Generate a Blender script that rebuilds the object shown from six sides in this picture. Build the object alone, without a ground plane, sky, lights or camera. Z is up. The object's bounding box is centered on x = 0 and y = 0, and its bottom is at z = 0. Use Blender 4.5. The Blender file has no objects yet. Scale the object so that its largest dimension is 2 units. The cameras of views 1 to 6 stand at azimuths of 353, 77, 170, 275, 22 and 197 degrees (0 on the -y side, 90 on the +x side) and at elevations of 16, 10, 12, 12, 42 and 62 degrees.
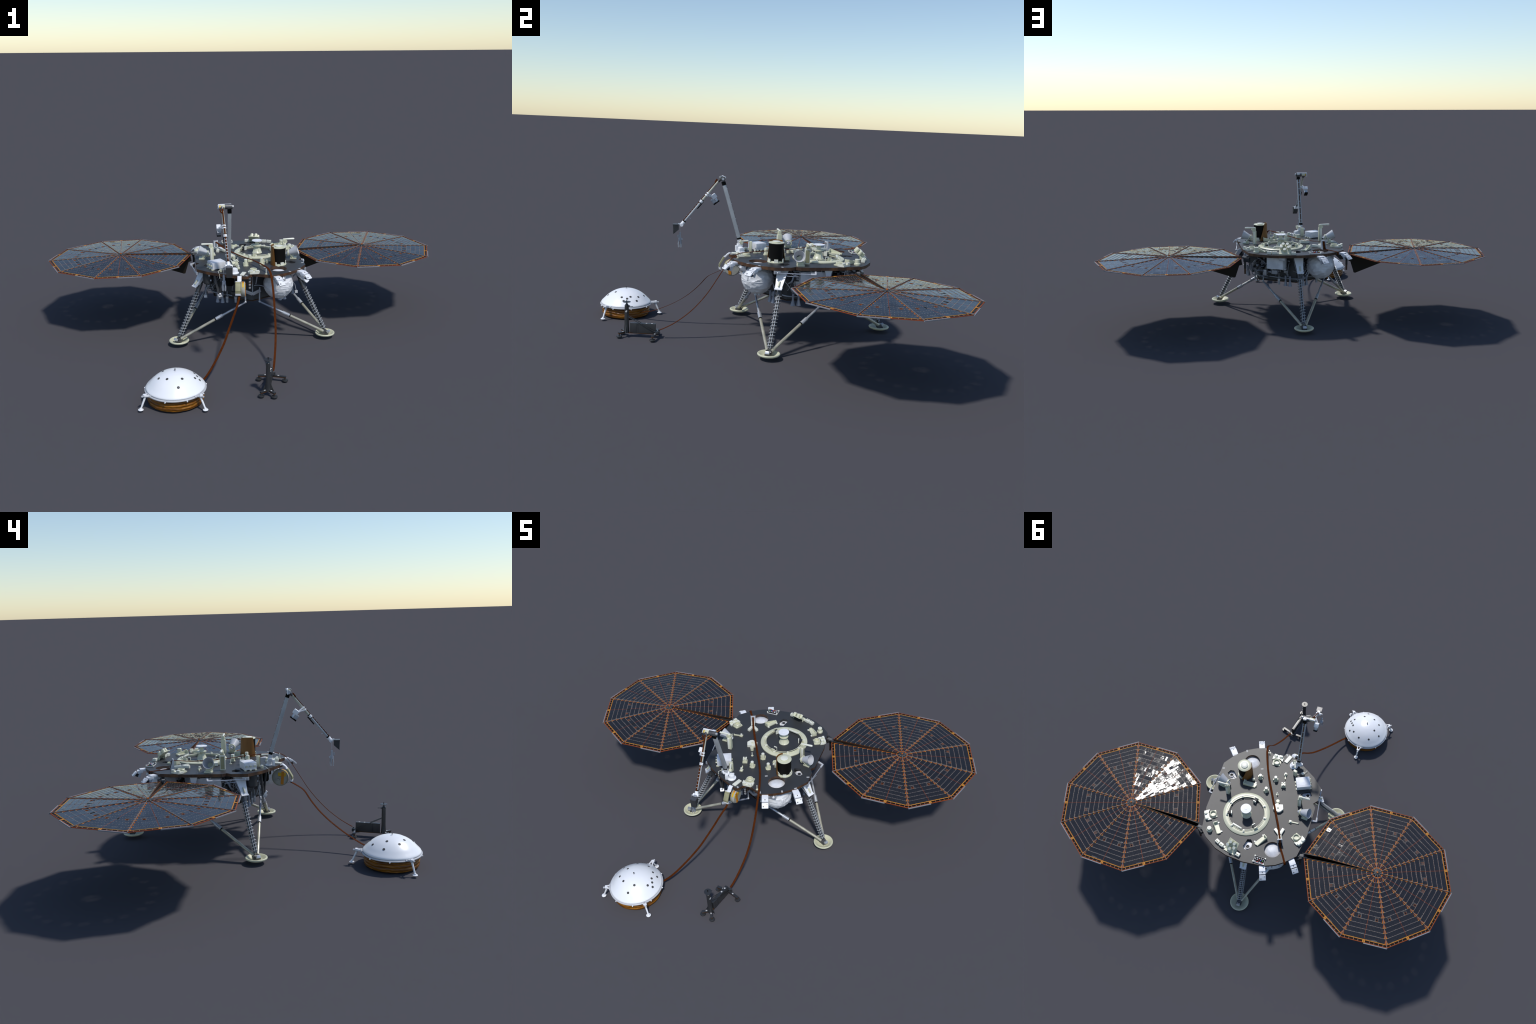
# Three-legged planetary lander with two round solar panels, a robotic arm,
# a domed ground instrument and a small ground probe.  Everything is built
# procedurally from profiles, sizes and placement rules.  Units: metres, z up.
import bpy, bmesh, math, random
from math import sin, cos, pi, radians, atan2, hypot
from mathutils import Vector, Matrix
from mathutils import noise as mnoise

random.seed(7)
V = Vector
DECK = 0.3645          # top of the deck
CX, CY = 0.0, 0.181   # axis of the three-fold leg symmetry

# --------------------------------------------------------------------------
# materials
# --------------------------------------------------------------------------
def mat(name, col, rough=0.5, metal=0.0, var=0.0, scale=60.0, bump=0.0, bscale=200.0,
        spec=0.5, col2=None, lo=0.4, hi=0.6, stretch=None, coat=0.0):
    m = bpy.data.materials.new(name)
    m.use_nodes = True
    nt = m.node_tree
    b = nt.nodes['Principled BSDF']
    b.inputs['Roughness'].default_value = rough
    b.inputs['Metallic'].default_value = metal
    b.inputs['Specular IOR Level'].default_value = spec
    b.inputs['Coat Weight'].default_value = coat
    b.inputs['Base Color'].default_value = (*col, 1)
    if var or col2 or bump:
        tc = nt.nodes.new('ShaderNodeTexCoord')
        mp = nt.nodes.new('ShaderNodeMapping')
        if stretch:
            mp.inputs['Scale'].default_value = stretch
        nt.links.new(tc.outputs['Object'], mp.inputs['Vector'])
    if var or col2:
        n = nt.nodes.new('ShaderNodeTexNoise')
        n.inputs['Scale'].default_value = scale
        n.inputs['Detail'].default_value = 4
        nt.links.new(mp.outputs['Vector'], n.inputs['Vector'])
        r = nt.nodes.new('ShaderNodeValToRGB')
        r.color_ramp.elements[0].position = lo
        r.color_ramp.elements[1].position = hi
        if col2:
            a, c = col, col2
        else:
            a = tuple(max(0, x * (1 - var)) for x in col)
            c = tuple(min(1, x * (1 + var)) for x in col)
        r.color_ramp.elements[0].color = (*a, 1)
        r.color_ramp.elements[1].color = (*c, 1)
        nt.links.new(n.outputs['Fac'], r.inputs['Fac'])
        nt.links.new(r.outputs['Color'], b.inputs['Base Color'])
    if bump:
        n2 = nt.nodes.new('ShaderNodeTexNoise')
        n2.inputs['Scale'].default_value = bscale
        n2.inputs['Detail'].default_value = 3
        nt.links.new(mp.outputs['Vector'], n2.inputs['Vector'])
        bp = nt.nodes.new('ShaderNodeBump')
        bp.inputs['Strength'].default_value = bump
        bp.inputs['Distance'].default_value = 0.002
        nt.links.new(n2.outputs['Fac'], bp.inputs['Height'])
        nt.links.new(bp.outputs['Normal'], b.inputs['Normal'])
    return m

M = {}
M['deck'] = mat('deck_panel', (0.034, 0.035, 0.038), 0.46, spec=0.48, var=0.06, scale=15)
M['edge'] = mat('deck_edge_foil', (0.045, 0.022, 0.013), 0.45, col2=(0.12, 0.055, 0.022), scale=40,
                stretch=(1, 1, 0.05), lo=0.42, hi=0.7)
M['cream'] = mat('cream_paint', (0.60, 0.60, 0.44), 0.36, spec=0.8, var=0.05, scale=25)
M['cream2'] = mat('pale_cream_paint', (0.73, 0.73, 0.63), 0.36, spec=0.8, var=0.04, scale=25)
M['olive'] = mat('olive_cover', (0.30, 0.29, 0.17), 0.5, var=0.08, scale=30)
M['white'] = mat('white_paint', (0.78, 0.79, 0.82), 0.4, var=0.03, scale=20)
M['blanket'] = mat('white_blanket', (0.70, 0.71, 0.74), 0.45, var=0.08, scale=30, bump=0.35, bscale=70)
M['dome'] = mat('dome_white', (0.84, 0.85, 0.88), 0.30, spec=0.7)
M['horn'] = mat('horn_grey', (0.50, 0.51, 0.54), 0.45)
M['beam'] = mat('beam_grey', (0.40, 0.42, 0.44), 0.4, 0.15, var=0.06, scale=30)
M['silver'] = mat('silver_metal', (0.52, 0.54, 0.58), 0.38, 0.55, var=0.12, scale=40)
M['pipe'] = mat('pipe_grey', (0.36, 0.38, 0.42), 0.45, 0.25, var=0.12, scale=40)
M['nozzle'] = mat('nozzle_grey', (0.27, 0.29, 0.35), 0.5, 0.2)
M['steel'] = mat('dark_steel', (0.10, 0.10, 0.105), 0.4, 0.5, var=0.2, scale=60)
M['black'] = mat('black_matt', (0.005, 0.0045, 0.004), 0.6, spec=0.12)
M['dark'] = mat('dark_grey', (0.028, 0.029, 0.031), 0.55, var=0.15, scale=40)
M['bay'] = mat('bay_panel', (0.05, 0.053, 0.058), 0.5, col2=(0.085, 0.088, 0.095), scale=9, lo=0.35, hi=0.7)
M['tan'] = mat('tan_tube', (0.47, 0.45, 0.36), 0.32, 0.35, var=0.12, scale=30)
M['arm'] = mat('arm_tube', (0.42, 0.42, 0.36), 0.4, 0.1, var=0.1, scale=30)
M['pad'] = mat('foot_pad_cream', (0.58, 0.58, 0.42), 0.42, var=0.05, scale=30)
M['cable'] = mat('brown_cable', (0.072, 0.018, 0.003), 0.7, spec=0.05, var=0.12, scale=60)
M['shield'] = mat('amber_shield', (0.16, 0.062, 0.006), 0.42, col2=(0.22, 0.085, 0.012), scale=18, stretch=(1, 1, 0.2))
M['kapton'] = mat('orange_film', (0.28, 0.068, 0.015), 0.5, spec=0.12, col2=(0.40, 0.118, 0.024), scale=70)
M['kapton_red'] = mat('red_film', (0.24, 0.050, 0.014), 0.5, spec=0.12)
M['yellow'] = mat('yellow_film', (0.55, 0.31, 0.05), 0.5, spec=0.12, col2=(0.40, 0.12, 0.022), scale=220, lo=0.5, hi=0.7)
M['under'] = mat('panel_back', (0.022, 0.013, 0.006), 0.6, var=0.2, scale=30)
M['fold'] = mat('folded_film', (0.010, 0.006, 0.002), 0.6)
M['rib'] = mat('rib_grey', (0.15, 0.15, 0.15), 0.5, spec=0.25)
M['bar'] = mat('rim_bar_grey', (0.22, 0.23, 0.25), 0.5, spec=0.25)
M['tab'] = mat('cell_tab', (0.30, 0.25, 0.22), 0.45, var=0.3, scale=300)
M['backing'] = mat('cell_backing', (0.085, 0.080, 0.080), 0.5, spec=0.2)
M['patch'] = mat('cell_patch', (0.022, 0.022, 0.026), 0.5, spec=0.2)
M['pocket'] = mat('rim_pocket', (0.008, 0.006, 0.005), 0.6, spec=0.08)
M['gold'] = mat('gold_skirt', (0.10, 0.030, 0.001), 0.42, 0.0, col2=(0.30, 0.115, 0.003), scale=10, spec=0.4,
                stretch=(1.2, 1.2, 16), lo=0.38, hi=0.66)
M['orange'] = mat('orange_band', (0.55, 0.20, 0.005), 0.45)
M['amber'] = mat('yellow_band', (0.62, 0.40, 0.02), 0.45)
M['drum'] = mat('drum_grey', (0.36, 0.36, 0.32), 0.45, var=0.1, scale=30)
M['probe'] = mat('probe_charcoal', (0.022, 0.023, 0.025), 0.40, spec=0.9, var=0.1, scale=30)
M['probe_edge'] = mat('probe_amber_edge', (0.10, 0.035, 0.004), 0.4)
M['mark'] = mat('mark_white', (0.55, 0.55, 0.55), 0.5)
M['port'] = mat('port_grey', (0.10, 0.10, 0.10), 0.5)
M['red'] = mat('swatch_red', (0.5, 0.03, 0.02), 0.5)
M['blue'] = mat('swatch_blue', (0.02, 0.05, 0.45), 0.5)
M['green'] = mat('swatch_green', (0.02, 0.25, 0.03), 0.5)

def cell_material():
    m = mat('solar_cell', (0.013, 0.0145, 0.020), 0.055, spec=0.55)
    nt = m.node_tree
    b = nt.nodes['Principled BSDF']
    tc = nt.nodes.new('ShaderNodeTexCoord')
    n = nt.nodes.new('ShaderNodeTexNoise')
    n.inputs['Scale'].default_value = 110
    n.inputs['Detail'].default_value = 2
    nt.links.new(tc.outputs['Object'], n.inputs['Vector'])
    bp = nt.nodes.new('ShaderNodeBump')
    bp.inputs['Strength'].default_value = 0.05
    bp.inputs['Distance'].default_value = 0.003
    nt.links.new(n.outputs['Fac'], bp.inputs['Height'])
    nt.links.new(bp.outputs['Normal'], b.inputs['Normal'])
    w = nt.nodes.new('ShaderNodeTexNoise')
    w.inputs['Scale'].default_value = 9
    nt.links.new(tc.outputs['Object'], w.inputs['Vector'])
    r = nt.nodes.new('ShaderNodeValToRGB')
    r.color_ramp.elements[0].color = (0.012, 0.0122, 0.0145, 1)
    r.color_ramp.elements[1].color = (0.020, 0.0205, 0.0245, 1)
    nt.links.new(w.outputs['Fac'], r.inputs['Fac'])
    nt.links.new(r.outputs['Color'], b.inputs['Base Color'])
    return m
M['cell'] = cell_material()

# --------------------------------------------------------------------------
# mesh builder
# --------------------------------------------------------------------------
def frame(z, x=None):
    """rotation matrix whose local z is `z` and local x is near `x`"""
    z = V(z).normalized()
    x = V(x) if x is not None else (V((1, 0, 0)) if abs(z.x) < 0.9 else V((0, 1, 0)))
    y = z.cross(x).normalized()
    x = y.cross(z).normalized()
    return Matrix((x, y, z)).transposed()

class B:
    def __init__(self):
        self.bm = bmesh.new()
        self.mats = []
    def mi(self, m):
        if m not in self.mats:
            self.mats.append(m)
        return self.mats.index(m)
    def faces(self, vs, fs, m):
        i = self.mi(m)
        bv = [self.bm.verts.new(v) for v in vs]
        out = []
        for f in fs:
            try:
                fc = self.bm.faces.new([bv[k] for k in f])
                fc.material_index = i
                out.append(fc)
            except ValueError:
                pass
        return out
    def box(self, c, s, m, rot=None, bevel=0.0, top=1.0):
        """box with centre c, size s; `top` scales the upper face (wedge/taper)"""
        hx, hy, hz = s[0] / 2, s[1] / 2, s[2] / 2
        tx, ty = top if isinstance(top, tuple) else (top, top)
        vs = []
        for z in (-1, 1):
            fx, fy = (tx, ty) if z > 0 else (1, 1)
            for x, y in ((-1, -1), (1, -1), (1, 1), (-1, 1)):
                p = V((x * hx * fx, y * hy * fy, z * hz))
                if rot is not None:
                    p = rot @ p
                vs.append(p + V(c))
        fs = [(3, 2, 1, 0), (4, 5, 6, 7), (0, 1, 5, 4), (1, 2, 6, 5), (2, 3, 7, 6), (3, 0, 4, 7)]
        out = self.faces(vs, fs, m)
        if bevel:
            ed = {e for f in out for e in f.edges}
            bmesh.ops.bevel(self.bm, geom=list(ed), offset=bevel, segments=2, affect='EDGES',
                            profile=0.7, material=self.mi(m))
    def bar(self, p0, p1, w, h, m, up=(0, 0, 1), bevel=0.0):
        p0, p1 = V(p0), V(p1)
        d = p1 - p0
        z = d.normalized()
        u = V(up)
        y = (u - z * u.dot(z))
        y = y.normalized() if y.length > 1e-6 else V((1, 0, 0))
        x = y.cross(z)
        self.box((p0 + p1) / 2, (w, h, d.length), m, Matrix((x, y, z)).transposed(), bevel)
    def lathe(self, prof, m, origin=(0, 0, 0), axis=(0, 0, 1), seg=32, a0=0.0, a1=2 * pi, xdir=None):
        R = frame(axis, xdir)
        o = V(origin)
        full = abs(a1 - a0 - 2 * pi) < 1e-6
        n = seg if full else seg + 1
        rings = []
        for r, z in prof:
            if r < 1e-7:
                rings.append([self.bm.verts.new(o + R @ V((0, 0, z)))])
            else:
                rings.append([self.bm.verts.new(o + R @ V((r * cos(a0 + (a1 - a0) * k / seg),
                                                           r * sin(a0 + (a1 - a0) * k / seg), z)))
                              for k in range(n)])
        mm = m if isinstance(m, list) else [m] * (len(prof) - 1)
        for j in range(len(prof) - 1):
            i = self.mi(mm[j])
            a, b = rings[j], rings[j + 1]
            for k in range(seg):
                k2 = (k + 1) % n
                q = []
                for v in (a[k % len(a)], a[k2 % len(a)], b[k2 % len(b)], b[k % len(b)]):
                    if v not in q:
                        q.append(v)
                if len(q) >= 3:
                    try:
                        self.bm.faces.new(q).material_index = i
                    except ValueError:
                        pass
    def cyl(self, p0, p1, r0, m, r1=None, seg=16):
        p0, p1 = V(p0), V(p1)
        r1 = r0 if r1 is None else r1
        L = (p1 - p0).length
        self.lathe([(0, 0), (r0, 0), (r1, L), (0, L)], m, p0, p1 - p0, seg)
    def ball(self, c, r, m, seg=16, sc=(1, 1, 1)):
        n = seg // 2
        pr = [(r * sin(pi * k / n), -r * cos(pi * k / n) * sc[2]) for k in range(n + 1)]
        pr[0] = (0, pr[0][1]); pr[-1] = (0, pr[-1][1])
        self.lathe(pr, m, c, (0, 0, 1), seg)
    def tube(self, pts, r, m, seg=8, smooth=0):
        pts = [V(p) for p in pts]
        if smooth:
            pts = spline(pts, smooth)
        rings = []
        prev = None
        for k, p in enumerate(pts):
            d = (pts[min(k + 1, len(pts) - 1)] - pts[max(k - 1, 0)]).normalized()
            x = frame(d).col[0] if prev is None else (prev - d * prev.dot(d)).normalized()
            prev = x
            y = d.cross(x)
            rings.append([self.bm.verts.new(p + (x * cos(2 * pi * a / seg) + y * sin(2 * pi * a / seg)) * r)
                          for a in range(seg)])
        i = self.mi(m)
        for a, b in zip(rings, rings[1:]):
            for k in range(seg):
                self.bm.faces.new((a[k], a[(k + 1) % seg], b[(k + 1) % seg], b[k])).material_index = i
        for rg in (rings[0][::-1], rings[-1]):
            self.bm.faces.new(rg).material_index = i
    def ribbon(self, pts, w, t, m, side=(1, 0, 0), n=8):
        """flat strap: width w along `side`, thickness t"""
        pts = spline([V(p) for p in pts], n)
        i = self.mi(m)
        rings = []
        for k, p in enumerate(pts):
            d = (pts[min(k + 1, len(pts) - 1)] - pts[max(k - 1, 0)]).normalized()
            s = V(side); s = (s - d * s.dot(d)).normalized()
            u = d.cross(s)
            rings.append([self.bm.verts.new(p + s * a * w / 2 + u * b * t / 2)
                          for a, b in ((-1, -1), (1, -1), (1, 1), (-1, 1))])
        for a, b in zip(rings, rings[1:]):
            for k in range(4):
                self.bm.faces.new((a[k], a[(k + 1) % 4], b[(k + 1) % 4], b[k])).material_index = i
        for rg in (rings[0][::-1], rings[-1]):
            self.bm.faces.new(rg).material_index = i
    def prism(self, poly, z0, z1, m, holes=(), hole_side=None, side=None, bottom=None, rot=None, org=(0, 0, 0), slope=None):
        """extruded planar outline with holes; materials: top m, side, bottom"""
        side = side or m
        bottom = bottom or m
        loops = [list(poly)] + [list(h) for h in holes]
        def area(l):
            return sum(l[i][0] * l[(i + 1) % len(l)][1] - l[(i + 1) % len(l)][0] * l[i][1] for i in range(len(l)))
        loops = [l if (area(l) > 0) == (k == 0) else l[::-1] for k, l in enumerate(loops)]
        def T(x, y, z):
            if slope:
                z += slope(x, y)
            p = V((x, y, z))
            return (rot @ p if rot is not None else p) + V(org)
        it, isd, ib = self.mi(m), self.mi(side), self.mi(bottom)
        for zz, flip, mi_ in ((z1, False, it), (z0, True, ib)):
            tmp = bmesh.new()
            es = []
            for l in loops:
                vs = [tmp.verts.new((x, y, 0)) for x, y in l]
                es += [tmp.edges.new((vs[k], vs[(k + 1) % len(vs)])) for k in range(len(vs))]
            bmesh.ops.triangle_fill(tmp, edges=es, use_beauty=True, normal=(0, 0, 1))
            vm = {}
            for f in tmp.faces:
                q = []
                for v in f.verts:
                    if v not in vm:
                        vm[v] = self.bm.verts.new(T(v.co.x, v.co.y, zz))
                    q.append(vm[v])
                a = f.normal.z > 0
                if a == flip:
                    q.reverse()
                self.bm.faces.new(q).material_index = mi_
            tmp.free()
        for li, l in enumerate(loops):
            isd = self.mi(side if not hole_side or li == 0 else hole_side[li - 1])
            lo = [self.bm.verts.new(T(x, y, z0)) for x, y in l]
            hi = [self.bm.verts.new(T(x, y, z1)) for x, y in l]
            for k in range(len(l)):
                k2 = (k + 1) % len(l)
                self.bm.faces.new((lo[k], lo[k2], hi[k2], hi[k])).material_index = isd
    def mesh(self, name, angle=35, weld=True):
        if weld:
            bmesh.ops.remove_doubles(self.bm, verts=self.bm.verts, dist=1e-6)
        me = bpy.data.meshes.new(name)
        self.bm.to_mesh(me)
        self.bm.free()
        for m in self.mats:
            me.materials.append(M[m])
        for p in me.polygons:
            p.use_smooth = True
        me.set_sharp_from_angle(angle=radians(angle))
        return me
    def obj(self, name, parent=None, angle=35, **k):
        return place(name, self.mesh(name, angle), parent, **k)

def place(name, me, parent=None, mtx=None, stuff=False):
    o = bpy.data.objects.new(name, me)
    bpy.context.scene.collection.objects.link(o)
    if mtx is not None:
        o.matrix_world = mtx
    if parent is not None:
        o.parent = parent
        w = WORLD.get(parent.name, Matrix())
        o.matrix_parent_inverse = w.inverted()
    WORLD[o.name] = mtx.copy() if mtx is not None else Matrix()
    if stuff:
        o['kind'] = 'stuff'
    return o
WORLD = {}

def spline(pts, n):
    out = []
    for k in range(len(pts) - 1):
        p0, p1, p2, p3 = pts[max(k - 1, 0)], pts[k], pts[k + 1], pts[min(k + 2, len(pts) - 1)]
        for j in range(n):
            t = j / n
            out.append(0.5 * ((2 * p1) + (p2 - p0) * t + (2 * p0 - 5 * p1 + 4 * p2 - p3) * t * t
                              + (3 * p1 - p0 - 3 * p2 + p3) * t ** 3))
    out.append(pts[-1])
    return out

def empty(name, loc, label, cat):
    e = bpy.data.objects.new(name, None)
    bpy.context.scene.collection.objects.link(e)
    e.location = loc
    e.empty_display_size = 0.05
    e['label'] = label
    e['category'] = cat
    WORLD[e.name] = Matrix.Translation(loc)
    return e

def circle(cx, cy, r, n=40):
    return [(cx + r * cos(2 * pi * k / n), cy + r * sin(2 * pi * k / n)) for k in range(n)]

def Rz(a):
    return Matrix.Rotation(a, 3, 'Z')

LANDER = empty('planetary_lander', (CX, CY, 0), 'three legged space lander with two round solar panels', 'spacecraft')

# --------------------------------------------------------------------------
# deck
# --------------------------------------------------------------------------
right = [(0.078, -0.137), (0.125, -0.121), (0.167, -0.098), (0.219, -0.052), (0.262, 0.011), (0.262, 0.079),
         (0.246, 0.102), (0.262, 0.121), (0.263, 0.275), (0.244, 0.395), (0.210, 0.430), (0.147, 0.471),
         (0.086, 0.490), (0.0, 0.499)]
left = [(-0.086, 0.492), (-0.113, 0.487), (-0.158, 0.469), (-0.200, 0.439), (-0.244, 0.396), (-0.263, 0.275),
        (-0.260, 0.121), (-0.244, 0.102), (-0.262, 0.079), (-0.260, 0.009), (-0.207, -0.044), (-0.133, -0.093),
        (-0.048, -0.138), (-0.032, -0.134), (-0.022, -0.113), (-0.002, -0.098), (0.030, -0.112)]
TANKS = [(0.123, -0.037), (-0.122, 0.398)]
ports = [([(0.225, 0.061), (0.215, 0.042), (0.197, 0.040), (0.172, 0.066), (0.172, 0.084), (0.199, 0.088)], (0.203, 0.062)),
         ([(0.021, 0.422), (0.011, 0.381), (-0.006, 0.377), (-0.017, 0.390), (-0.020, 0.414), (-0.009, 0.434), (0.011, 0.435)], (0.0, 0.414)),
         ([(-0.170, 0.071), (-0.181, 0.055), (-0.210, 0.041), (-0.226, 0.060), (-0.216, 0.083), (-0.190, 0.086)], (-0.205, 0.062))]
b = B()
b.prism(right + left, DECK - 0.0135, DECK, 'deck', holes=[circle(x, y, 0.0405) for x, y in TANKS] + [p for p, _ in ports],
        hole_side=['edge', 'edge', 'dark', 'dark', 'dark'], side='edge', bottom='edge')
deck = b.obj('deck', LANDER)

# pale numbered index marks on the deck
b = B()
for x, y, a in [(0.222, -0.05, 35), (0.169, -0.09, -60), (0.253, 0.042, 20), (0.062, -0.012, 25), (-0.039, -0.127, -55),
                (0.074, -0.128, -60)]:
    R = Rz(radians(a))
    for k in (-1, 1):
        w = 0.0065
        org = V((x, y, 0)) + R @ V((k * w / 2, 0, 0))
        b.prism([(-w / 2, -0.0035), (w / 2, -0.0035), (w / 2, 0.0035), (-w / 2, 0.0035)], DECK, DECK + 0.0006, 'mark',
                holes=[[(-0.0017, -0.0017), (0.0017, -0.0017), (0.0017, 0.0017), (-0.0017, 0.0017)]], rot=R, org=org)
b.obj('index_mark', deck)

# recessed fittings under the deck openings
pb = B()
pb.lathe([(0, -0.004), (0.027, -0.004), (0.028, 0), (0.013, 0.0005), (0.012, 0.006), (0.008, 0.006), (0.007, 0.001), (0, 0.001)],
         ['horn', 'horn', 'white', 'white', 'horn', 'dark', 'dark'], seg=24)
pm = pb.mesh('recessed_fitting')
for _, (x, y) in ports:
    place('recessed_fitting', pm, LANDER, Matrix.Translation((x, y, DECK - 0.0165)))

# --------------------------------------------------------------------------
# propellant tanks (wrapped spheres) and thruster blocks
# --------------------------------------------------------------------------
def wrinkled_sphere(r, amp, seed):
    t = B()
    bmesh.ops.create_icosphere(t.bm, subdivisions=5, radius=r)
    t.mi('blanket')
    off = V((seed, seed * 2, 0))
    for v in t.bm.verts:
        d = v.co.normalized()
        q = V((d.x * 1.7, d.y * 1.7, d.z * 3.6)) + off
        f = 1 - abs(mnoise.noise(q)) * 2
        g = 1 - abs(mnoise.noise(q * 2.3 + V((3, 1, 2)))) * 2
        k = 1.0 if d.z < 0.6 else 0.35
        v.co += d * (amp * k * (0.7 * f * abs(f) + 0.4 * g * abs(g)))
    return t
for k, (x, y) in enumerate(TANKS):
    t = wrinkled_sphere(0.0680, 0.0042, 1.3 + 5 * k)
    sgn = 1 if k == 0 else -1
    # seam strap and lower fittings
    t.tube([(0.0692 * cos(a), 0.0692 * sin(a), -0.006) for a in [2 * pi * j / 48 for j in range(49)]], 0.0012, 'white', 6)
    for a in ((0.4, -0.5) if k == 0 else ()):
        t.cyl((0.018 * cos(a) * sgn, 0.018 * sin(a), -0.060), (0.018 * cos(a) * sgn, 0.018 * sin(a), -0.073), 0.007, 'horn', seg=14)
    t.box((-0.066 * sgn, 0.0, 0.0), (0.010, 0.014, 0.016), 'silver', bevel=0.002)
    t.box((0.045 * sgn, -0.05 * sgn, 0.010), (0.012, 0.010, 0.018), 'white', bevel=0.002)
    # collar where the tank hangs from the deck
    t.box((0, -0.066 * sgn, 0.046), (0.045, 0.020, 0.020), 'silver', bevel=0.002)
    for j in (-1, 1):
        t.box((0.012 * j, -0.077 * sgn, 0.052), (0.010, 0.012, 0.010), 'white', top=0.3)
    t.obj('propellant_tank', LANDER, mtx=Matrix.Translation((x, y, 0.2905)))

tb = B()   # local +y points outwards
tb.box((0, -0.020, 0.010), (0.030, 0.034, 0.010), 'white', bevel=0.0015)
tb.box((0, -0.004, 0.004), (0.031, 0.024, 0.014), 'white', Matrix.Rotation(radians(-14), 3, 'X'), bevel=0.002)
tb.cyl((0.0, 0.0, 0.009), (0.0, 0.0002, 0.0125), 0.0022, 'dark', seg=12)
tb.bar((-0.010, -0.006, 0.0), (-0.010, 0.004, -0.022), 0.006, 0.010, 'horn')
tb.bar((0.010, -0.006, 0.0), (0.010, 0.004, -0.020), 0.006, 0.010, 'horn')
Rt = Matrix.Rotation(radians(-42), 3, 'X')
tb.box((0, 0.022, -0.006), (0.031, 0.026, 0.0065), 'white', Rt, bevel=0.0022)
for dx, dy, r in ((0.008, 0.004, 0.0042), (-0.009, -0.007, 0.0024)):
    c = V((0, 0.022, -0.006)) + Rt @ V((dx, dy, 0.0022))
    tb.lathe([(r * 0.55, 0.0008), (r, 0.0008), (r, 0.002), (r * 0.55, 0.002), (r * 0.55, 0.0014), (0, 0.0014)],
             ['horn', 'horn', 'horn', 'dark', 'dark'], c, Rt @ V((0, 0, 1)), 14)
tb.cyl((0, 0.016, -0.010), (0, 0.006, -0.016), 0.007, 'dark', seg=14)
tm = tb.mesh('thruster_block')
for x, y, a in [(0.109, -0.157, -160), (0.242, -0.082, -143), (-0.109, 0.519, 20), (-0.242, 0.443, 37)]:
    place('thruster_block', tm, LANDER, Matrix.Translation((x, y, 0.343)) @ Matrix.Rotation(radians(a), 4, 'Z'))

# --------------------------------------------------------------------------
# equipment bay below the deck with its plumbing
# --------------------------------------------------------------------------
hexp = [(CX + 0.206 * cos(radians(90 + 60 * k)), 0.186 + 0.206 * sin(radians(90 + 60 * k))) for k in range(6)]
hexs = [(CX + 0.199 * cos(radians(90 + 60 * k)), 0.186 + 0.199 * sin(radians(90 + 60 * k))) for k in range(6)]
b = B()
b.prism(hexs, 0.2035, DECK - 0.0145, 'bay', side='bay')
b.prism(hexp, 0.2000, 0.2030, 'edge')
bay = b.obj('equipment_bay', LANDER)

# descent engines
nb = B()
nb.lathe([(0, 0.052), (0.005, 0.052), (0.0055, 0.036), (0.0038, 0.032), (0.0062, 0.018), (0.0105, 0), (0.0095, 0.0),
          (0.0050, 0.018), (0, 0.026)], 'nozzle', seg=20)
nm = nb.mesh('descent_engine')
for x, y in [(0.056, 0.392), (0.036, 0.408), (-0.032, 0.407), (-0.052, 0.394), (-0.163, 0.030), (-0.140, 0.020),
             (0.163, 0.030), (0.140, 0.020), (0.216, 0.104), (0.213, 0.130), (-0.216, 0.104), (-0.213, 0.130)]:
    place('descent_engine', nm, LANDER, Matrix.Translation((x, y, 0.188)))

b = B()
def hexpoint(f, off, z):
    """walk round the bay perimeter, f in 0..6, at distance off outside"""
    k = int(f) % 6
    t = f - int(f)
    p, q = V((*hexp[k], 0)), V((*hexp[(k + 1) % 6], 0))
    n = (p + q) / 2 - V((CX, 0.186, 0)); n.normalize()
    r = p.lerp(q, t) + n * off
    return V((r.x, r.y, z))
rnd = random.Random(21)
# main manifold round the lower rim
b.tube([hexpoint(f / 4, 0.010 + 0.003 * sin(f * 2.3), 0.222 + 0.004 * sin(f * 1.7)) for f in range(0, 11)], 0.0032, 'pipe', 8, smooth=5)
b.tube([hexpoint(f / 4, 0.010, 0.224 + 0.003 * sin(f)) for f in range(14, 25)], 0.0030, 'pipe', 8, smooth=5)
b.tube([hexpoint(f / 4, 0.008, 0.332) for f in range(1, 8)], 0.0032, 'pipe', 8, smooth=5)
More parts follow.
